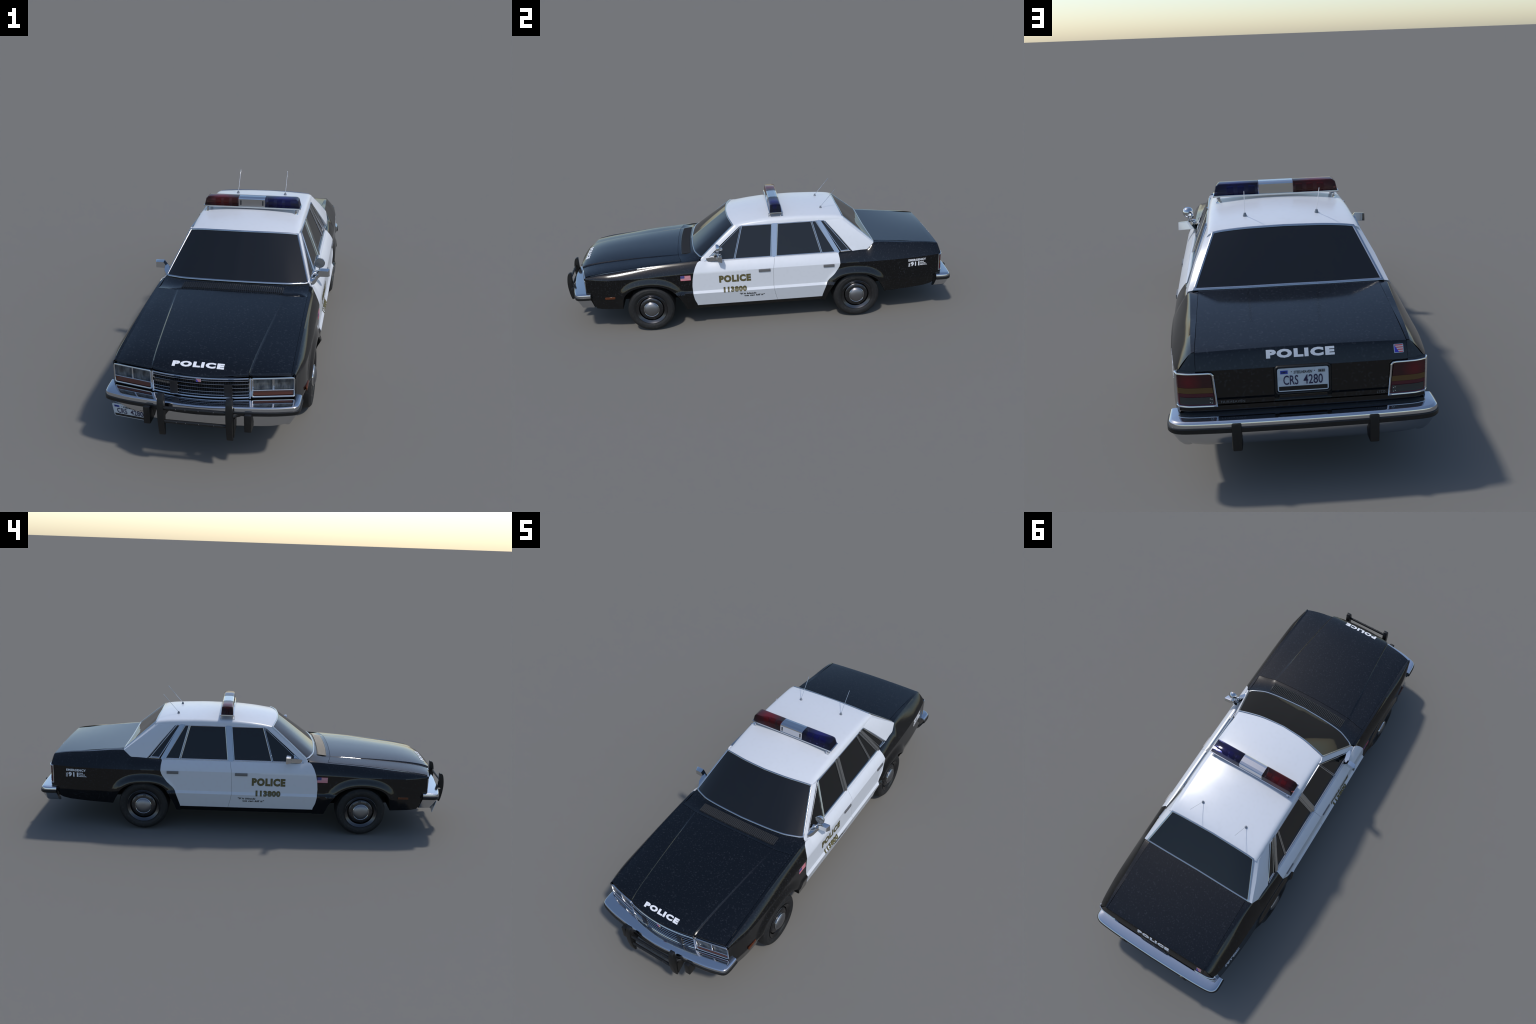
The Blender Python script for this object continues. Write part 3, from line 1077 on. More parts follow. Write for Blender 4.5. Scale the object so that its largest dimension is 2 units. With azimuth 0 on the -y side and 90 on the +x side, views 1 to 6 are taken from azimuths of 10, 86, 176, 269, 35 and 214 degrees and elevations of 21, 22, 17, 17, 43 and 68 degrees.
# tail panel: fields beside the plate, ledge and lower apron
xp = np.concatenate([[-0.3005], np.linspace(-0.2975, 0.2975, 61), [0.3005]])
prof = [(-0.001, 0.3045), (-0.003, 0.3035), (-0.003, 0.2155), (0.0005, 0.2135), (0.0025, 0.203), (0.0005, 0.1995), (-0.006, 0.189), (-0.03, 0.185), (-0.03, 0.145)]
rows = []
for d, z in prof:
    y = corner_y(np.clip(xp, -0.2975, 0.2975)) + d
    y[0] = y[-1] = 0.927
    rows.append(np.stack([xp, y, np.full(63, z)], 1))
v, f = shell(np.array(rows), 0.004)
tail_panel = make("tail_panel", v, f, BLACK, angle=24)
for sgn in (1, -1):
    a, b = (0.069, 0.205)
    xs_ = np.linspace(a, b, 12) * sgn
    path = [(x, float(tail_y(x)) - 0.0015, 0.2235) for x in xs_]
    v, f = sweep(path, [(0.006, -0.002), (0.006, 0.0035), (-0.006, 0.0035), (-0.006, -0.002)], (0, 1, 0))
    make("tail_trim_strip", v, f, BLACK, tail_panel, angle=20)

# tail lamps
def lamp_grid(x0, x1, z0, z1, d, nx=24, nz=3, slant=0.0):
    rows = []
    for z in np.linspace(z1, z0, nz):
        k = (0.296 - z) / 0.08
        xa = x0 - slant * k
        xs = np.linspace(xa, x1, nx)
        rows.append(np.stack([xs, corner_y(xs) + d, np.full(nx, z)], 1))
    return np.array(rows)


X_OUT = 0.2975
lamp_bodies = []
v, f = shell(lamp_grid(0.219, X_OUT, 0.262, 0.297, 0.001, slant=0.008), 0.006)
reds = both("tail_lamp", v, f, TAILRED)
for nm, za, zb_, mat in (("tail_lamp_turn_band", 0.2475, 0.2615, TAILAMBER), ("tail_lamp_lower_band", 0.2145, 0.247, TAILRED2)):
    v, f = shell(lamp_grid(0.219, X_OUT, za, zb_, 0.001, slant=0.008), 0.006)
    both(nm, v, f, mat, reds)
v, f = shell(lamp_grid(0.221, X_OUT - 0.003, 0.2195, 0.2375, 0.0022, slant=0.008), 0.004)
both("tail_lamp_reverse", v, f, TAILGREY, reds)
# wrap on to the body side
for nm, za, zb_, mat in (("tail_lamp_side", 0.262, 0.297, TAILRED), ("tail_lamp_side_turn", 0.2475, 0.2615, TAILAMBER), ("tail_lamp_side_lower", 0.2145, 0.247, TAILRED2)):
    rows = []
    for z in (zb_, za):
        ye = float(corner_y(X_OUT)) + 0.001
        ys = np.linspace(ye, 0.9255, 5)
        xs = np.interp(ys, [0.9255, ye], [float(side_x(0.9255, 0.26)) + 0.001, X_OUT])
        rows.append(np.stack([xs, ys, np.full(5, z)], 1))
    v, f = shell(np.array(rows), 0.005)
    both(nm, v, f, mat, reds)
# chrome frame round the lamps
top_p = [(x, float(corner_y(x)) + 0.001, 0.2985) for x in np.linspace(0.224, X_OUT, 12)]
side_p = [(float(side_x(0.925, 0.26)) + 0.0015, 0.9255, z) for z in np.linspace(0.2985, 0.2135, 6)]
bot_p = [(x, float(corner_y(x)) + 0.001, 0.2135) for x in np.linspace(X_OUT, 0.2075, 12)]
inn_p = [(0.2135 - 0.006 * (1 - k), float(tail_y(0.215)) + 0.001, 0.2135 + 0.085 * k) for k in np.linspace(0.1, 0.93, 8)] + [(0.218, float(tail_y(0.218)) + 0.001, 0.2978)]
loop = top_p + side_p + bot_p + inn_p
ups = [(0.05, 1, 0)] * 11 + [(0.8, 0.6, 0)] + [(1, 0.1, 0)] * 6 + [(0.8, 0.6, 0)] + [(0.05, 1, 0)] * (11 + len(inn_p))
v, f = sweep(loop, half_round(0.0055, 0.003), ups, closed=True)
both("tail_lamp_bezel", v, f, CHROME, reds)
# screws of the reversing lamp
parts = [place(revolve([(0.0, 0.0022), (0.0012, 0.0018), (0.0018, 0.0)], 10), (0, 0, 0), (0, 0, math.pi / 2)) for _ in range(1)]
base_v, base_f = parts[0]
scr = join(*[(base_v + V([x, float(corner_y(x)) + 0.002, z]), base_f) for x, z in ((0.218, 0.232), (0.222, 0.2335), (0.2225, 0.224), (0.218, 0.2225))])
both("tail_lamp_screws", scr[0], scr[1], CHROME, reds, kind="stuff")


# ------------------------------------------------------------------ number plates
def rounded_rect(w, h, r, n=5):
    pts = []
    for cx, cy, a0 in ((w / 2 - r, h / 2 - r, 0), (-w / 2 + r, h / 2 - r, 90), (-w / 2 + r, -h / 2 + r, 180), (w / 2 - r, -h / 2 + r, 270)):
        for k in range(n):
            a = math.radians(a0 + 90 * k / (n - 1))
            pts.append((cx + r * math.cos(a), cy + r * math.sin(a)))
    return pts


def plate(origin, right, up, parent):
    """number plate in the plane (right, up), facing right x up"""
    right, up = V(right, float) / np.linalg.norm(right), V(up, float) / np.linalg.norm(up)
    out = np.cross(right, up)
    origin = V(origin, float)
    W, H = 0.122, 0.0595

    def at(u, w, d):
        return origin + np.multiply.outer(u, right) + np.multiply.outer(w, up) + np.multiply.outer(d, out)
    poly = [at(a, b, 0.0) for a, b in rounded_rect(W, H, 0.005)]
    v, f = prism(poly, out * 0.0018)
    o = make("number_plate", v, f, PLATE, parent, angle=20)

    def box(nm, x0, x1, y0, y1, mat, d=0.0022):
        v, f = prism([at(a, b, 0.001) for a, b in ((x0, y0), (x1, y0), (x1, y1), (x0, y1))], out * (d - 0.001))
        make(nm, v, f, mat, o, angle=10)

    def words(nm, s, x0, x1, y0, y1, mat, bold=0.0, shear=0.0, d=0.0018):
        lettering(nm, s, lambda u, w, k: at(x0 + (x1 - x0) * u, y0 + (y1 - y0) * w, d + k), mat, o, bold, shear)
    box("plate_lower_strip", -0.058, 0.058, -0.027, -0.0165, RUBBER)
    box("plate_sticker", -0.054, -0.036, 0.0155, 0.0245, BLUE)
    words("plate_sticker_letters", "DMV", -0.052, -0.038, 0.0175, 0.0225, NAVY, 0.02, d=0.0022)
    box("plate_date_sticker", 0.036, 0.053, 0.0155, 0.0235, GREYINK)
    words("plate_date", "10 31", 0.038, 0.051, 0.0175, 0.0217, INK, 0.02, d=0.0022)
    words("plate_town", "STEELHEAVEN", -0.022, 0.022, 0.0155, 0.0225, INK, 0.0, 0.2)
    for x in (-0.0275, 0.0275):
        box("plate_dot", x - 0.001, x + 0.001, 0.0195, 0.0215, INK)
    words("plate_letters", "CRS", -0.047, -0.0115, -0.0125, 0.0115, NAVY, 0.006)
    words("plate_digits", "4280", 0.001, 0.047, -0.0125, 0.0115, NAVY, 0.006)
    return o, at


rear_plate, at = plate((0, 0.9500, 0.2715), (-1, 0, 0), (0, -0.03, 1), tail_panel)
loop = [at(a, b, 0.0) for a, b in rounded_rect(0.130, 0.0675, 0.007)]
v, f = sweep(loop, half_round(0.006, 0.004, -0.006), (0, 1, 0), closed=True)
make("plate_frame", v, f, RUBBER, rear_plate)
v, f = place(bevel_box((0.139, 0.012, 0.080), 0.003), (0, 0.9425, 0.264))
make("plate_back_block", v, f, DARK, tail_panel)  # solid dark block standing in for the plate recess, nothing is cut
v, f = place(bevel_box((0.118, 0.010, 0.012), 0.004), (0, 0.9475, 0.228))
make("lid_lock_cover", v, f, BLACK, tail_panel)


# ------------------------------------------------------------------ bumpers
def bumper_path(half):
    h = V(half, float)
    left = h[::-1].copy()
    left[:, 0] *= -1
    return np.vstack([left[:-1], h])


def plan_normals(path, sgn):
    n = len(path)
    N = np.zeros((n, 2))
    for i in range(n):
        a, b = path[max(i - 1, 0)], path[min(i + 1, n - 1)]
        d0 = path[i] - a if i else b - path[i]
        d1 = b - path[i] if i < n - 1 else d0
        d0, d1 = d0 / np.linalg.norm(d0), d1 / np.linalg.norm(d1)
        t = d0 + d1
        t /= np.linalg.norm(t)
        k = 1 / max(0.6, t @ d1)
        N[i] = V([t[1], -t[0]]) * sgn * k
    return N


def skirt(path, normals, prof, limit, inner=None, fac=1.0):
    """rows of a moulding along a plan path; prof rows are (outward, z); limit caps inward reach per point"""
    rows = []
    for d, z in prof:
        dd = np.full(len(path), d) if d > 0 else -np.minimum(-d * (fac if z < prof[0][1] - 0.03 else 1.0), limit)
        p = path + normals * dd[:, None] if d > -1 or inner is None else inner
        if -1 < d < 0 and z < prof[0][1] - 0.03:
            p = np.stack([path[:, 0] * (1 + 1.1 * dd / 0.32), path[:, 1] - np.sign(path[len(path) // 2, 1]) * -dd * np.interp(np.abs(path[:, 0]), [0.30, 0.322], [1, 0.3])], 1)
        rows.append(np.stack([p[:, 0], p[:, 1], np.full(len(path), z)], 1))
    return np.array(rows)


def closed_loft(rows):
    M, N = rows.shape[:2]
    v = rows.reshape(-1, 3)
    f = []
    for i in range(M):
        i2 = (i + 1) % M
        for j in range(N - 1):
            f.append((i * N + j, i * N + j + 1, i2 * N + j + 1, i2 * N + j))
    f.append(tuple(i * N for i in range(M)))
    f.append(tuple(i * N + N - 1 for i in range(M))[::-1])
    return v, f


def bumper(name, half, sgn, z, limit_c, limit_s, rise, low, body_y):
    path = bumper_path(half)
    N = plan_normals(path, sgn)
    ax = np.abs(path[:, 0])
    limit = np.interp(ax, [0, 0.20, 0.295, 0.315, 0.33], [limit_c, limit_c, limit_c * 0.5, limit_s, limit_s])
    inner = path.copy()
    inner[:, 0] = np.clip(path[:, 0], -0.296, 0.296)
    inner[:, 1] = np.maximum(path[:, 1], body_y(inner[:, 0])) if sgn > 0 else np.minimum(path[:, 1], body_y(inner[:, 0]))
    bev = 0.0055 if sgn > 0 else 0.009
    top = [(-1, z + rise), (-bev, z), (-bev * 0.55, z - bev * 0.16), (-bev * 0.15, z - bev * 0.55), (0.0, z - bev), (0.0005, z - 0.0140)]
    fac = np.interp(ax, [0, 0.25, 0.305, 0.33], [0.8, 0.8, 1.0, 1.0])
    bottom = [(-0.002, z - 0.029), (-0.009, z - 0.044), (-0.017, z - 0.060), (-0.026, low + 0.003), (-0.032, low), (-0.040, low + 0.001), (-0.040, z - 0.02), (-1, z - 0.01)]
    rows = skirt(path, N, top + [(0.0005, z - 0.0275)] + bottom, limit, inner, fac)
    if sgn > 0:
        rows = rows[:, ::-1]
    v, f = closed_loft(rows)
    o = make(name, v, f, BUMPER, angle=26)
    rows = skirt(path, N, [(0.0, z - 0.0138), (0.0022, z - 0.0144), (0.0035, z - 0.0165), (0.0035, z - 0.0265), (0.0018, z - 0.0286), (-0.004, z - 0.029), (-0.004, z - 0.015)], np.full(len(path), 9.0))
    if sgn > 0:
        rows = rows[:, ::-1]
    v, f = closed_loft(rows)
    make(name + "_rubber_strip", v, f, RUBBER, o, angle=26)
    return o


FB = chaikin([(0, -0.967), (0.055, -0.965), (0.10, -0.9585), (0.18, -0.951), (0.24, -0.943), (0.29, -0.9305), (0.313, -0.9215), (0.3195, -0.900), (0.3205, -0.850)], 2)
FB[0] = (0, FB[0][1])
front_bumper = bumper("front_bumper", FB, 1, 0.2165, 0.068, 0.040, 0.0004, 0.134, lambda x: np.where(np.abs(x) < 0.158, -0.905 + 0.020 * (x / 0.158) ** 2, -0.885 + 0.025 * (np.abs(x) - 0.158) / 0.141))
RB = chaikin([(0, 0.997), (0.17, 0.9955), (0.27, 0.991), (0.305, 0.986), (0.322, 0.970), (0.3245, 0.950), (0.3235, 0.911)], 2)
RB[0] = (0, RB[0][1])
rear_bumper = bumper("rear_bumper", RB, -1, 0.1955, 0.055, 0.040, 0.0004, 0.122, lambda x: 0.938 + 0 * x)


def overrider(name, x, y, z0, z1, sgn, parent):
    def tp(co):
        if co.y * sgn < 0:
            co.z *= 0.86
            co.x *= 1.25
    v, f = place(bevel_box((0.023, 0.036, z1 - z0), 0.004, 2, tp), (x, y, (z0 + z1) / 2))
    make(name, v, f, RUBBER, parent)


for sx in (1, -1):
    overrider("rear_overrider", 0.163 * sx, 0.9835, 0.119, 0.191, 1, rear_bumper)
    overrider("front_overrider", 0.163 * sx, -0.9535, 0.138, 0.200, -1, front_bumper)

# push bar
def post_profile():
    o = chaikin([(-0.9795, 0.261), (-0.9895, 0.257), (-0.996, 0.238), (-1.0, 0.205), (-0.999, 0.175), (-0.993, 0.135), (-0.986, 0.113)], 1)
    i = chaikin([(-0.979, 0.113), (-0.976, 0.150), (-0.973, 0.185), (-0.973, 0.225), (-0.9735, 0.261)], 1)
    return np.vstack([o, i])


PP = post_profile()
push_bar = None
for sx in (1, -1):
    poly = [(sx * 0.109 - 0.0105, y, z) for y, z in PP]
    v, f = prism(poly, (0.021, 0, 0))
    bm = bmesh.new()
    bvs = [bm.verts.new(p) for p in v]
    for q in f:
        bm.faces.new([bvs[i] for i in q])
    bmesh.ops.recalc_face_normals(bm, faces=bm.faces)
    sharp = [e for e in bm.edges if len(e.link_faces) == 2 and e.calc_face_angle() > 0.7]
    bmesh.ops.bevel(bm, geom=sharp, offset=0.0028, segments=2, profile=0.6, affect="EDGES")
    bm.verts.index_update()
    v = V([p.co[:] for p in bm.verts])
    f = [tuple(p.index for p in q.verts) for q in bm.faces]
    bm.free()
    o = make("push_bar_post", v, f, RUBBER, push_bar or CAR, angle=30)
    push_bar = push_bar or o
    # gusset back to the frame
    x = sx * 0.119
    gus = [(x - 0.003, y, z) for y, z in ((-0.977, 0.185), (-0.980, 0.122), (-0.936, 0.148), (-0.936, 0.181))]
    v, f = prism(gus, (0.006, 0, 0))
    make("push_bar_bracket", v, f, RUBBER, push_bar, angle=20)
for z in (0.2155, 0.1675):
    v, f = tube([(-0.10, -0.989, z), (0.10, -0.989, z)], 0.0058, 12)
    o = make("push_bar_rail", v, f, RUBBER, push_bar, angle=40)
    parts = [place(revolve([(0.0, 0.002), (0.0022, 0.0016), (0.003, 0.0)], 8), (x, -0.9945, z), (0, 0, -math.pi / 2)) for x in (-0.06, -0.03, 0.012, 0.06)]
    v, f = join(*parts)
    make("push_bar_rivets", v, f, INK, o, kind="stuff")
for sx in (1, -1):
    v, f = tube([(sx * 0.112, -0.975, 0.195), (sx * 0.15, -0.93, 0.182)], 0.006, 8)
    make("push_bar_stay", v, f, RUBBER, push_bar, angle=40)

front_plate, at = plate((-0.2345, -0.9225, 0.1445), (1, -0.145, 0), (0, -0.30, 1), front_bumper)

# ------------------------------------------------------------------ nose
def nose_y(x):
    """plan curve of the grille and lamp fronts"""
    x = np.abs(np.asarray(x, float))
    return np.where(x < 0.158, -0.920 + 0.020 * (x / 0.158) ** 2, -0.900 + 0.029 * (x - 0.158) / 0.141)


# dark backing panel
xs_ = np.linspace(-0.300, 0.300, 61)
rows = [np.stack([xs_, nose_y(xs_) + d, np.full(61, z)], 1) for d, z in ((0.050, 0.298), (0.050, 0.224), (0.004, 0.219), (0.006, 0.19), (0.03, 0.15))]
v, f = shell(np.array(rows), 0.006, flip=True)
nose = make("nose_panel", v, f, DARK, angle=24)


def bar_along(name, x0, x1, z, w, h, mat, parent, d=0.0, n=17, angle=30):
    xs = np.linspace(x0, x1, n)
    path = [(x, float(nose_y(x)) - d, z) for x in xs]
    v, f = sweep(path, half_round(w, h, -0.006, 6), (0, -1, 0))
    return make(name, v, f, mat, parent, angle=angle)


# grille
grille = bar_along("grille", -0.159, 0.159, 0.2905, 0.0062, 0.003, CHROME, CAR, -0.0005)
for z, w in ((0.2815, 0.0032), (0.2695, 0.0026), (0.2565, 0.0026), (0.2435, 0.0026), (0.2315, 0.0030)):
    bar_along("grille_bar", -0.155, 0.155, z, w, 0.0025, TRIM, grille, -0.002)
bar_along("grille_lower_frame", -0.159, 0.159, 0.2225, 0.0062, 0.003, CHROME, grille, -0.0005)
for sx in (1, -1):
    v, f = sweep([(sx * 0.1585, -0.9005, 0.220), (sx * 0.1585, -0.9005, 0.2935)], half_round(0.0075, 0.004, -0.01), (0, -1, 0))
    make("grille_side_frame", v, f, CHROME, grille)
parts = []
for x in np.arange(-0.152, 0.1521, 0.0076):
    yv = float(nose_y(x)) + 0.0045
    parts.append(sweep([(x, yv, 0.224), (x, yv, 0.287)], [(0.0006, -0.003), (0.0006, 0.001), (-0.0006, 0.001), (-0.0006, -0.003)], (0, -1, 0)))
for z in np.arange(0.2255, 0.286, 0.0043):
    path = [(x, float(nose_y(x)) + 0.0055, z) for x in np.linspace(-0.155, 0.155, 13)]
    parts.append(sweep(path, [(0.0005, -0.002), (0.0005, 0.001), (-0.0005, 0.001), (-0.0005, -0.002)], (0, -1, 0)))
v, f = join(*parts)
make("grille_mesh", v, f, RIM, grille, kind="stuff")
# the two blacked-out lamps in the grille and the maker's bar
for x in (-0.085, 0.092):
    v, f = place(bevel_box((0.026, 0.004, 0.046), 0.001), (x, float(nose_y(x)) - 0.0005, 0.2475))
    make("grille_lamp", v, f, INK, grille)
v, f = place(bevel_box((0.063, 0.004, 0.0115), 0.001), (-0.122, float(nose_y(0.122)) - 0.001, 0.2632), (0, 0, -0.2))
name_bar = make("grille_name_bar", v, f, RUBBER, grille)
lettering("grille_name", "FAIRHEAVEN", lambda u, w, d: np.stack([-0.150 + 0.054 * u, nose_y(-0.150 + 0.054 * u) - 0.0030 - d, 0.2600 + 0.0064 * w], 1), TRIM, name_bar)


def badge(origin, right, up, w, h, parent):
    right, up = V(right, float) / np.linalg.norm(right), V(up, float) / np.linalg.norm(up)
    out = np.cross(right, up)
    at = lambda a, b, d: V(origin, float) + right * a * w + up * b * h + out * d
    v, f = prism([at(a, b, 0) for a, b in rounded_rect(1.12, 1.14, 0.08, 3)], out * 0.0012)
    o = make("flag_badge", v, f, CHROME, parent, angle=20)
    v, f = prism([at(a, b, 0.001) for a, b in ((-0.5, -0.5), (0.5, -0.5), (0.5, 0.5), (-0.5, 0.5))], out * 0.0006)
    make("badge_field", v, f, BADGEWHITE, o, angle=10)
    parts = []
    for k in range(4):
        b0 = 0.5 - (2 * k + 1) / 7
        b1 = b0 + 1 / 7
        lft = lambda b: -0.5 + 0.55 * (0.5 - b) if True else 0
        parts.append(prism([at(a, b, 0.0013) for a, b in ((lft(b0), b0), (0.49, b0), (0.49, b1), (lft(b1), b1))], out * 0.0006))
    v, f = join(*parts)
    make("badge_stripes", v, f, BADGERED, o, angle=10)
    v, f = prism([at(a, b, 0.0013) for a, b in ((-0.49, -0.49), (0.02, -0.49), (-0.49, 0.45))], out * 0.0007)
    make("badge_corner", v, f, BADGEBLUE, o, angle=10)


badge((-0.001, -0.9235, 0.2845), (1, 0, 0), (0, 0.1, 1), 0.015, 0.0095, grille)

# headlamps
def nose_frame(x, d):
    """point d in front of the nose plan curve"""
    return V([x - 0.20 * d * np.sign(x), float(nose_y(x)) - d * 0.98, 0])


def nose_plate(x0, x1, z0, z1, d, nx=6):
    xs = np.linspace(x0, x1, nx)
    return np.array([[nose_frame(x, d) + V([0, 0, z]) for x in xs] for z in (z1, z0)])


lamp_units = []
for sx in (1, -1):
    P = nose_plate(sx * 0.163, sx * 0.297, 0.222, 0.291, -0.010)
    v, f = shell(P, 0.004, flip=sx > 0)
    unit = make("headlamp_unit", v, f, TRIM, CAR, angle=20)
    lamp_units.append(unit)

    def frame(nm, x0, x1, z0, z1, w, h, mat, d=0.0, r=0.004):
        cx, cz = (x0 + x1) / 2, (z0 + z1) / 2
        pts = [(cx + a, cz + b) for a, b in rounded_rect(x1 - x0, z1 - z0, r, 4)]
        loop = [nose_frame(sx * a, d) + V([0, 0, b]) for a, b in pts]
        v, f = sweep(loop, half_round(w, h, -0.008, 6), (0.2 * sx, -0.98, 0), closed=True)
        make(nm, v, f, mat, unit, angle=35)
    frame("headlamp_bezel", 0.1645, 0.2975, 0.2245, 0.2895, 0.0062, 0.0025, CHROME, 0, 0.006)
    for a, b in ((0.1685, 0.2275), (0.2335, 0.2925)):
        xs = np.linspace(a, b, 9)
        zs = np.linspace(0.2870, 0.2495, 7)
        P = np.array([[nose_frame(sx * x, -0.007 + 0.0035 * (1 - ((x - (a + b) / 2) / 0.03) ** 2) * (1 - ((z - 0.2685) / 0.018) ** 2)) + V([0, 0, z]) for x in xs] for z in zs])
        v, f = shell(P, 0.003, flip=sx > 0)
        make("headlamp", v, f, LAMP, unit, angle=40)
    P = nose_plate(sx * 0.1690, sx * 0.2930, 0.2290, 0.2445, -0.0015)
    v, f = shell(P, 0.006, flip=sx > 0)
    make("indicator_lamp", v, f, AMBER, unit, angle=20)
    for z in (0.2475,):
        v, f = sweep([nose_frame(sx * 0.166, 0) + V([0, 0, z]), nose_frame(sx * 0.296, 0) + V([0, 0, z])], half_round(0.0038, 0.002, -0.008), (0.2 * sx, -0.98, 0))
        make("headlamp_crossbar", v, f, CHROME, unit)
    v, f = sweep([nose_frame(sx * 0.2305, 0) + V([0, 0, 0.248]), nose_frame(sx * 0.2305, 0) + V([0, 0, 0.288])], half_round(0.0055, 0.002, -0.008), (0.2 * sx, -0.98, 0))
    make("headlamp_divider", v, f, CHROME, unit)
# fender front return
for sx in (1, -1):
    rows = []
    for z in np.linspace(0.2985, 0.205, 8):
        xs = V([float(side_x(-0.868, z)) - 0.001, 0.2995, 0.296])
        ys = V([-0.867, -0.8735, -0.870])
        rows.append(np.stack([sx * xs, ys, np.full(3, z)], 1))
    v, f = shell(np.array(rows), 0.003, flip=sx < 0)
    make("fender_nose_edge", v, f, BLACK, fenders[0 if sx > 0 else 1])

# side marker lamps
v, f = place(bevel_box((0.006, 0.050, 0.011), 0.0015), (float(side_x(-0.75, 0.195)) + 0.0008, -0.752, 0.1945))
both("side_marker", v, f, AMBER, fenders)

# ------------------------------------------------------------------ wheels
def make_wheel():
    R = 0.1185
    tyre = [(0.070, -0.052), (0.078, -0.058), (0.095, -0.0615), (0.108, -0.059), (0.1150, -0.0525), (R - 0.0006, -0.044), (R, -0.030), (R - 0.0025, -0.029), (R - 0.0025, -0.027), (R, -0.026),
            (R, -0.009), (R - 0.0025, -0.008), (R - 0.0025, -0.006), (R, -0.005), (R, 0.005), (R - 0.0025, 0.006), (R - 0.0025, 0.008), (R, 0.009), (R, 0.026), (R - 0.0025, 0.027), (R - 0.0025, 0.029), (R, 0.030),
            (R - 0.0006, 0.044), (0.1150, 0.0525), (0.1080, 0.0585), (0.1065, 0.0590), (0.1055, 0.0600), (0.097, 0.0615), (0.0955, 0.0610), (0.0945, 0.0615), (0.088, 0.0605), (0.0865, 0.0595), (0.080, 0.0575), (0.0765, 0.0545), (0.076, 0.050)]
    rim = [(0.0790, 0.0560), (0.0786, 0.0592), (0.0776, 0.0598), (0.0764, 0.0590), (0.0735, 0.0570), (0.070, 0.0548), (0.0665, 0.0530), (0.0640, 0.0518), (0.0628, 0.0490), (0.0620, 0.0440), (0.0614, 0.0440), (0.0608, 0.0480), (0.0598, 0.0508), (0.0570, 0.0535),
           (0.0520, 0.0553), (0.0460, 0.0562), (0.0400, 0.0563), (0.0385, 0.0550)]
    ring = [(0.0395, 0.0540), (0.0395, 0.0590), (0.0388, 0.0612), (0.0376, 0.0622), (0.0366, 0.0616)]
    cap = [(0.0368, 0.0610), (0.0360, 0.0622), (0.0335, 0.0645), (0.0290, 0.0670), (0.0225, 0.0692), (0.0150, 0.0706), (0.0080, 0.0712), (0.0001, 0.0714)]
    out = {k: revolve(p, n) for k, p, n in (("tyre", tyre, 96), ("rim", rim, 96), ("ring", ring, 64), ("hub_cap", cap, 64))}
    back = revolve([(0.0755, 0.030), (0.070, -0.04), (0.02, -0.045), (0.0001, -0.045)], 48)
    slot_plates = []
    for k in range(8):
        a0 = math.radians(90 + 45 * k + (22.5 if False else 0))
        pts_o, pts_i = [], []
        poly = []
        for r in (0.0475, 0.0555):
            rng = np.linspace(-0.135, 0.135, 6) if r < 0.05 else np.linspace(0.125, -0.125, 6)
            poly += [(r, a0 + t) for t in rng]
        xo = lambda r: np.interp(r, [0.0460, 0.0520, 0.0570], [0.0562, 0.0553, 0.0535])
        top = [(xo(r) + 0.0004, r * math.cos(a), r * math.sin(a)) for r, a in poly]
        v, f = prism(top, (-0.003, 0, 0))  # dark plate laid on the rim face in place of a cut slot
        slot_plates.append((v, f))
    out["back"] = back
    out["slot_plates"] = join(*slot_plates)
    return out


W = make_wheel()
CX = 0.272
proto = None
for y in (-0.5535, 0.4935):
    for sx in (1, -1):
        T = Matrix.Translation((sx * CX, y, 0.1185))
        if sx < 0:
            T = T @ Matrix.Rotation(math.pi, 4, "Z")
        T = T @ Matrix.Rotation(math.radians(RNG.uniform(-12, 12)), 4, "X")
        if proto is None:
            proto = {}
            root = make("wheel", *W["tyre"], TYRE, CAR, angle=30)
            for k, nm, mat in (("rim", "rim", RIM), ("ring", "hub_ring", CHROME), ("hub_cap", "hub_cap", CAP), ("back", "wheel_back", DARK), ("slot_plates", "rim_slot_plates", INK)):
                proto[k] = make(nm, *W[k], mat, root, angle=30)
            proto["wheel"] = root
            root.matrix_world = T
        else:
            root = proto["wheel"].copy()
            bpy.context.scene.collection.objects.link(root)
            root.parent = CAR
            root.matrix_world = T
            for k in ("rim", "ring", "hub_cap", "back", "slot_plates"):
                c = proto[k].copy()
                bpy.context.scene.collection.objects.link(c)
                c.parent = root

# ------------------------------------------------------------------ light bar
def bar_section(y0=0.0745, y1=0.1345, z0=0.549):
    ym = (y0 + y1) / 2
    return [(y0, z0), (y0 + 0.0025, 0.5800), (y0 + 0.0040, 0.5838), (y0 + 0.0075, 0.5862), (ym - 0.012, 0.5882), (ym + 0.012, 0.5882), (y1 - 0.0075, 0.5862), (y1 - 0.0040, 0.5838), (y1 - 0.0025, 0.5800), (y1, z0)]


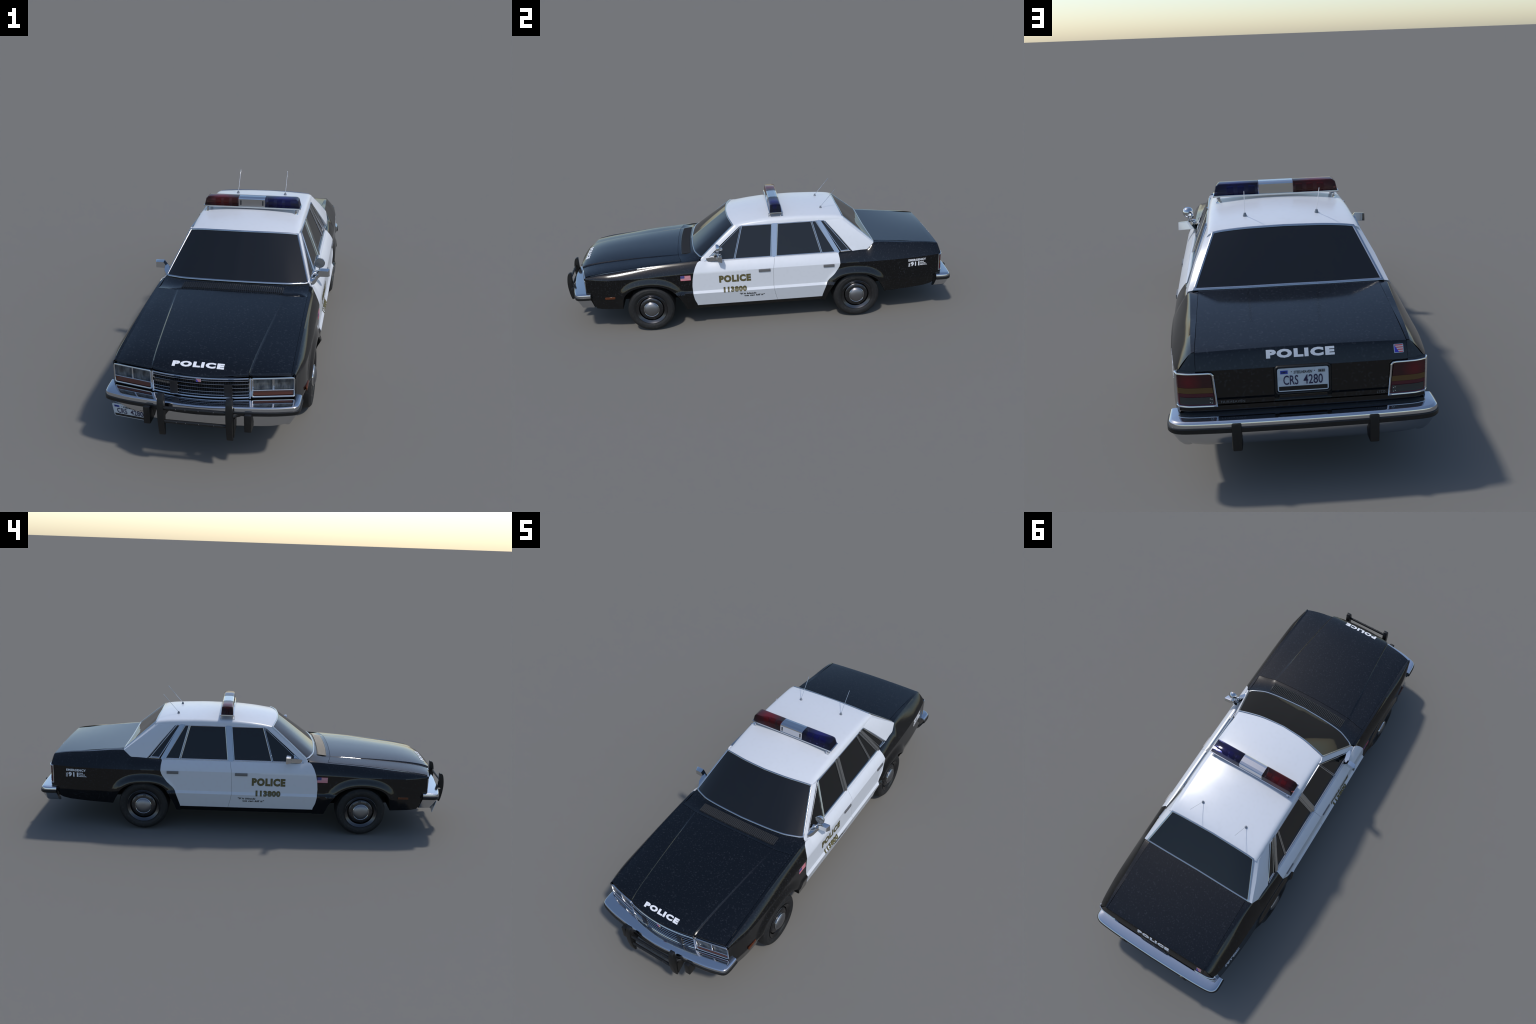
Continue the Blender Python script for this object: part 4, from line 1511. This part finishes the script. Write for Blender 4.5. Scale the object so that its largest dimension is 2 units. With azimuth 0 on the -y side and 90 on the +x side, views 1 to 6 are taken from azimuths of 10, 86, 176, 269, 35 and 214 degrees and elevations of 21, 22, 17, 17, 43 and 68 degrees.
SEC = V(bar_section())
v, f = place(bevel_box((0.420, 0.066, 0.0062), 0.0015), (0, 0.1045, 0.5462))
light_bar = make("light_bar", v, f, CHROME)
rows = np.array([[(x, y, z) for y, z in SEC] for x in (-0.057, 0.057)])
n = len(SEC)
v = rows.reshape(-1, 3)
f = [(j, (j + 1) % n, n + (j + 1) % n, n + j) for j in range(n)] + [tuple(range(n))[::-1], tuple(range(n, 2 * n))]
housing = make("siren_housing", v, f, BARWHITE, light_bar, angle=4)
for sx in (1, -1):
    v, f = place(bevel_box((0.0062, 0.004, 0.0205), 0.0008), (sx * 0.0475, 0.0767, 0.5650), (-0.08, 0, 0))
    make("siren_slot_block", v, f, INK, housing)  # dark block set on the housing face to stand for a slot opening
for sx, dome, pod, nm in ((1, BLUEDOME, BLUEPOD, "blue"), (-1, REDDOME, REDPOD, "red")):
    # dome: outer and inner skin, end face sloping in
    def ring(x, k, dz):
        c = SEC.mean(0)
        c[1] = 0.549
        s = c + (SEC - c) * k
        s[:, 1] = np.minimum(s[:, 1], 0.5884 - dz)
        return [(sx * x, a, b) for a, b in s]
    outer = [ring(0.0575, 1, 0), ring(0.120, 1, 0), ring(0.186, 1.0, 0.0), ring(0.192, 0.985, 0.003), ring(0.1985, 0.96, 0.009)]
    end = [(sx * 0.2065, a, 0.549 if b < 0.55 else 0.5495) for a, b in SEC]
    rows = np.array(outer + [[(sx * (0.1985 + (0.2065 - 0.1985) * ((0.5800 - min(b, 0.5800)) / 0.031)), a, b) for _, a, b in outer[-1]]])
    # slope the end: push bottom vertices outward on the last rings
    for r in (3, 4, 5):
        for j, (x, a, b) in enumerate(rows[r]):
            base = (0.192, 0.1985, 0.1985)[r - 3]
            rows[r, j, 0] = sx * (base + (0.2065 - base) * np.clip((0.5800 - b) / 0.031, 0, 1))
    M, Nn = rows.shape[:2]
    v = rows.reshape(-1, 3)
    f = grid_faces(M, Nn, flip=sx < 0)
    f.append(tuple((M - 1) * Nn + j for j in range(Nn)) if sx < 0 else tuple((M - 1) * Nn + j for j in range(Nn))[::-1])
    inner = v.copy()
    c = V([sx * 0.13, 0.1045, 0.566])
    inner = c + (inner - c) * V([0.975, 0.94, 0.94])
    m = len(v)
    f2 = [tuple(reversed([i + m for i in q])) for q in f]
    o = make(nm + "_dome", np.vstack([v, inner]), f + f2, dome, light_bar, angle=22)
    for k in range(3):
        x = sx * (0.080 + 0.036 * k)
        v, f = place(bevel_box((0.023, 0.020, 0.021), 0.004, 3), (x, 0.1045, 0.5620))
        make(nm + "_lamp_pod", v, f, pod, o)
    v, f = place(bevel_box((0.138, 0.004, 0.012), 0.0005), (sx * 0.128, 0.1045, 0.556))
    make(nm + "_reflector", v, f, TRIM, o)
for sx in (1, -1):
    for y in (0.079, 0.130):
        zr = roof_z(0.193, y)
        v, f = place(bevel_box((0.007, 0.005, 0.546 - zr + 0.003), 0.001), (sx * 0.193, y, (0.546 + zr) / 2))
        o = make("light_bar_foot", v, f, CHROME, light_bar)
        sy = -1 if y < 0.1 else 1
        v, f = sweep([(sx * 0.190, y, 0.5435), (sx * 0.190, y + sy * 0.010, 0.541), (sx * 0.190, y + sy * 0.010, roof_z(0.19, y) + 0.001), (sx * 0.200, y + sy * 0.010, roof_z(0.2, y) + 0.001)],
                     [(0.003, -0.0007), (0.003, 0.0007), (-0.003, 0.0007), (-0.003, -0.0007)], (0.1, sy, 0.3))
        make("light_bar_clip", v, f, CHROME, o)

# antennas
for sx in (1, -1):
    b = V([sx * 0.110, 0.3465, roof_z(0.11, 0.3465)])
    v, f = revolve([(0.0062, -0.001), (0.0060, 0.003), (0.0042, 0.0075), (0.0036, 0.0105), (0.0001, 0.0115)], 20)
    v = np.stack([v[:, 1], v[:, 2], v[:, 0]], 1) + b
    o = make("antenna", v, f, principled("antenna_base", (0.16, 0.18, 0.21), 0.35), angle=35)
    tip = V([sx * 0.1105, 0.4215, 0.6205])
    a = b + V([0, 0.003, 0.010])
    v, f = tube([a, a + (tip - a) * 0.5, tip], 0.0010, 8)
    make("antenna_whip", v, f, CHROME, o, angle=50)

# ------------------------------------------------------------------ mirrors and spotlight
def mirror_body():
    """tapered housing, polygon in (x, z), deeper at the front"""
    back = [(0.2955, 0.3565), (0.3570, 0.3560), (0.3555, 0.3855), (0.3515, 0.3870), (0.318, 0.3885)]
    fr = [(0.3000, 0.3605), (0.3500, 0.3600), (0.3495, 0.3825), (0.3460, 0.3840), (0.318, 0.3850)]
    rows = []
    for poly, y in ((back, -0.1815), (back, -0.186), (fr, -0.203)):
        rows.append([(x, y - 0.10 * (0.357 - x), z) for x, z in poly])
    rows = np.array(rows)
    n = rows.shape[1]
    v = rows.reshape(-1, 3)
    f = grid_faces(3, n, wrap=True) + [tuple(range(n))[::-1], tuple(range(2 * n, 3 * n))]
    return v, f


v, f = mirror_body()
mirrors = both("side_mirror", v, f, CHROME, angle=25)
gl = [(0.2985, 0.3590), (0.3550, 0.3585), (0.3535, 0.3840), (0.3505, 0.3850), (0.320, 0.3862)]
v, f = prism([(x, -0.1805 - 0.10 * (0.357 - x), z) for x, z in gl], (0, -0.002, 0))
f = [tuple(reversed(q)) for q in f]
both("mirror_glass", v, f, MIRRORGLASS, mirrors, angle=15)
arm = [(0.286, -0.256, 0.352), (0.296, -0.236, 0.357), (0.304, -0.205, 0.362), (0.318, -0.192, 0.367)]
secs = np.array([[(s0 * k, s1 * k) for s0, s1 in ((0.5, -0.5), (0.5, 0.5), (-0.5, 0.5), (-0.5, -0.5))] for k in (0.018, 0.020, 0.018, 0.014)])
v, f = sweep(arm, secs, (0, 0, 1))
both("mirror_arm", v, f, CHROME, mirrors, angle=25)

# spotlight on the driver's side pillar
c0 = V([0.3175, -0.2045, 0.4185])
prof = [(0.0001, -0.0195)] + [(0.0205 * math.sin(t), -0.0195 * math.cos(t)) for t in np.linspace(0.15, math.pi / 2, 10)] + [(0.0208, 0.002), (0.0198, 0.0035)]
v, f = revolve(prof, 36)
Rm = np.array(Matrix.Rotation(math.radians(-86), 3, "Z"))
v = v @ Rm.T
spot = make("spotlight", v + c0, f, CHROME, angle=35)
v, f = revolve([(0.0195, 0.0025), (0.0190, 0.0030), (0.012, 0.0042), (0.0001, 0.0048)], 36)
make("spotlight_lens", v @ Rm.T + c0, f, LENSGREY, spot)
v, f = tube([c0 + V([0, 0.006, -0.016]), c0 + V([-0.001, 0.006, -0.034]), V([0.305, -0.210, 0.385]), V([0.299, -0.222, 0.383]), V([0.288, -0.232, 0.372])], 0.0028, 10, up=(0.3, 1, 0.1))
make("spotlight_stalk", v, f, CHROME, spot, angle=50)
v, f = revolve([(0.0001, 0.009), (0.005, 0.008), (0.008, 0.004), (0.009, 0.0), (0.008, -0.008), (0.0001, -0.010)], 20)
make("spotlight_knuckle", v + V([0.300, -0.217, 0.379]), f, CHROME, spot)
v, f = revolve([(0.0001, 0.010), (0.006, 0.009), (0.009, 0.003), (0.0095, -0.004), (0.006, -0.010), (0.0001, -0.011)], 20)
make("spotlight_handle", v @ Rm.T + c0 + V([-0.012, 0.018, -0.010]), f, CHROME, spot)

# ------------------------------------------------------------------ lettering and marks
def door_map(y0, y1, z0, z1, sx):
    """words read front-to-back on +x, back-to-front on -x"""
    def m(u, w, d):
        y = y0 + (y1 - y0) * (u if sx > 0 else 1 - u)
        z = z0 + (z1 - z0) * w
        return np.stack([sx * (side_x(y, z) + d), y, z], 1)
    return m


for k, sx in enumerate((1, -1)):
    dy = 0 if sx > 0 else 0.0
    fd, fe, qu = front_doors[k], fenders[k], quarters[k]
    if sx > 0:
        spans = dict(pol=(-0.2015, -0.0445, 0.2405, 0.276), num=(-0.182, -0.068, 0.189, 0.2135), q1=(-0.104, -0.020, 0.1685, 0.1785), q2=(-0.081, 0.023, 0.1555, 0.1660), flag=(-0.395, -0.344, 0.2635, 0.2895), e=(0.763, 0.856, 0.2775, 0.289), d=(0.776, 0.820, 0.2505, 0.2735), s=(0.823, 0.862, 0.2505, 0.2735), di=(0.7635, 0.7725, 0.2495, 0.2705))
    else:
        spans = dict(pol=(-0.1825, -0.0255, 0.2375, 0.2735), num=(-0.161, -0.045, 0.1875, 0.212), q1=(-0.044, 0.041, 0.1675, 0.1775), q2=(-0.086, 0.018, 0.1545, 0.165), flag=(-0.385, -0.335, 0.2615, 0.288), e=(0.766, 0.861, 0.2765, 0.2875), d=(0.804, 0.851, 0.2490, 0.2715), s=(0.763, 0.802, 0.2490, 0.2715), di=(0.8545, 0.8635, 0.2485, 0.2695))
    for nm, word, sp, bold in (("police", "POLICE", "pol", 0.048), ("unit_number", "113800", "num", 0.058)):
        a, b, c, d = spans[sp]
        g = 0.0016
        lettering(nm + "_lettering_edge", word, door_map(a - g, b + g, c - g, d + g, sx), OLIVEDARK, fd, bold + 0.02, space=1.16, thick=(0.0001, 0.0006))
        lettering(nm + "_lettering", word, door_map(a, b, c, d, sx), OLIVE, fd, bold, space=1.16, thick=(0.0003, 0.0011))
    for nm, word, sp in (("motto", '"If it bleeds', "q1"), ("motto", 'we can kill it"', "q2")):
        a, b, c, d = spans[sp]
        lettering(nm + "_lettering", word, door_map(a, b, c, d, sx), OLIVEDARK, fd, 0.022, 0.25, thick=(0.0002, 0.0009))
    # flag on the fender: canton always toward the front
    y0, y1, z0, z1 = spans["flag"]

    def flag_piece(nm, ua, ub, wa, wb, mat, d):
        us, wsn = np.linspace(ua, ub, 12), np.linspace(wb, wa, 6)
        P = np.array([[(sx * (float(side_x(y0 + (y1 - y0) * u, z0 + (z1 - z0) * w)) + d), y0 + (y1 - y0) * u, z0 + (z1 - z0) * w) for u in us] for w in wsn])
        return shell(P, d * 0.6, flip=sx > 0)
    left = (sx > 0)
    flag = make("flag_decal", *flag_piece("f", 0, 1, 0, 1, FLAGWHITE, 0.0006), FLAGWHITE, fe, angle=20)
    parts = [flag_piece("s", 0, 1, 1 - (2 * i + 1) / 13, 1 - 2 * i / 13, FLAGRED, 0.0009) for i in range(7)]
    make("flag_stripes", *join(*parts), FLAGRED, flag, angle=20)
    can = (0, 0.40) if sx > 0 else (0, 0.40)
    ua, ub = (0, 0.40) if sx > 0 else (0.60, 1.0)
    make("flag_canton", *flag_piece("c", ua, ub, 0.47, 1, FLAGBLUE, 0.0013), FLAGBLUE, flag, angle=20)
    # emergency decal
    a, b, c, d = spans["e"]
    lettering("emergency_lettering", "EMERGENCY", door_map(a, b, c, d, sx), WHITEINK, qu, 0.04, space=1.15, thick=(0.0002, 0.0009))
    a, b, c, d = spans["d"]
    lettering("emergency_number", "911", door_map(a, b, c, d, sx), WHITEINK, qu, 0.05, space=1.15, thick=(0.0002, 0.0009))
    a, b, c, d = spans["s"]
    h = (d - c) / 3
    for i, (word, wd) in enumerate((("FIRE", 0.55), ("POLICE", 0.78), ("MEDICAL", 1.0))):
        zb_ = d - (i + 1) * h + 0.0012
        aa, bb = (a, a + (b - a) * wd) if sx > 0 else (b - (b - a) * wd, b)
        lettering("emergency_services", word, door_map(aa, bb, zb_, zb_ + h - 0.0022, sx), WHITEINK, qu, 0.02, thick=(0.0002, 0.0009))
    a, b, c, d = spans["di"]

    def dial(u, w, dd, a=a, b=b, c=c, d=d, sx=sx):
        # reads upward
        y = (a + (b - a) * (1 - w)) if sx > 0 else (b - (b - a) * (1 - w))
        z = c + (d - c) * u
        return np.stack([sx * (side_x(y, z) + dd), y, z], 1)
    lettering("emergency_dial", "DIAL", dial, WHITEINK, qu, 0.02, thick=(0.0002, 0.0009))


def hood_text(u, w, d):
    x = -0.0945 + 0.170 * u
    y = -0.8975 + 0.0215 * w
    return np.stack([x, y, top_z(x, y) + d + 0.0002], 1)


lettering("hood_lettering", "POLICE", hood_text, WHITEINK, hood, 0.065, space=1.22, thick=(0.0001, 0.0009))


def lid_text(u, w, d):
    x = 0.085 - 0.163 * u
    z = 0.3245 + 0.0190 * w
    return np.stack([x, lid_face(x, z) + d + 0.0003, z + 0.4 * d], 1)


lettering("trunk_lettering", "POLICE", lid_text, WHITEINK, trunk, 0.065, space=1.22, thick=(0.0001, 0.0010))
badge((-0.232, float(lid_face(-0.232, 0.3285)) + 0.0002, 0.3285), (-1, -0.04, 0), (0, -0.55, 1), 0.021, 0.0185, trunk)
lettering("maker_lettering", "FAIRHEAVEN", lambda u, w, d: np.stack([0.197 - 0.057 * u, tail_y(0.197 - 0.057 * u) + 0.0020 + d, 0.2205 + 0.006 * w], 1), HANDLE, tail_panel, space=1.2)
lettering("model_lettering", "LTCD", lambda u, w, d: np.stack([-0.178 - 0.020 * u, tail_y(-0.178 - 0.020 * u) + 0.0020 + d, 0.2205 + 0.006 * w], 1), HANDLE, tail_panel, space=1.2)

bpy.context.view_layer.update()
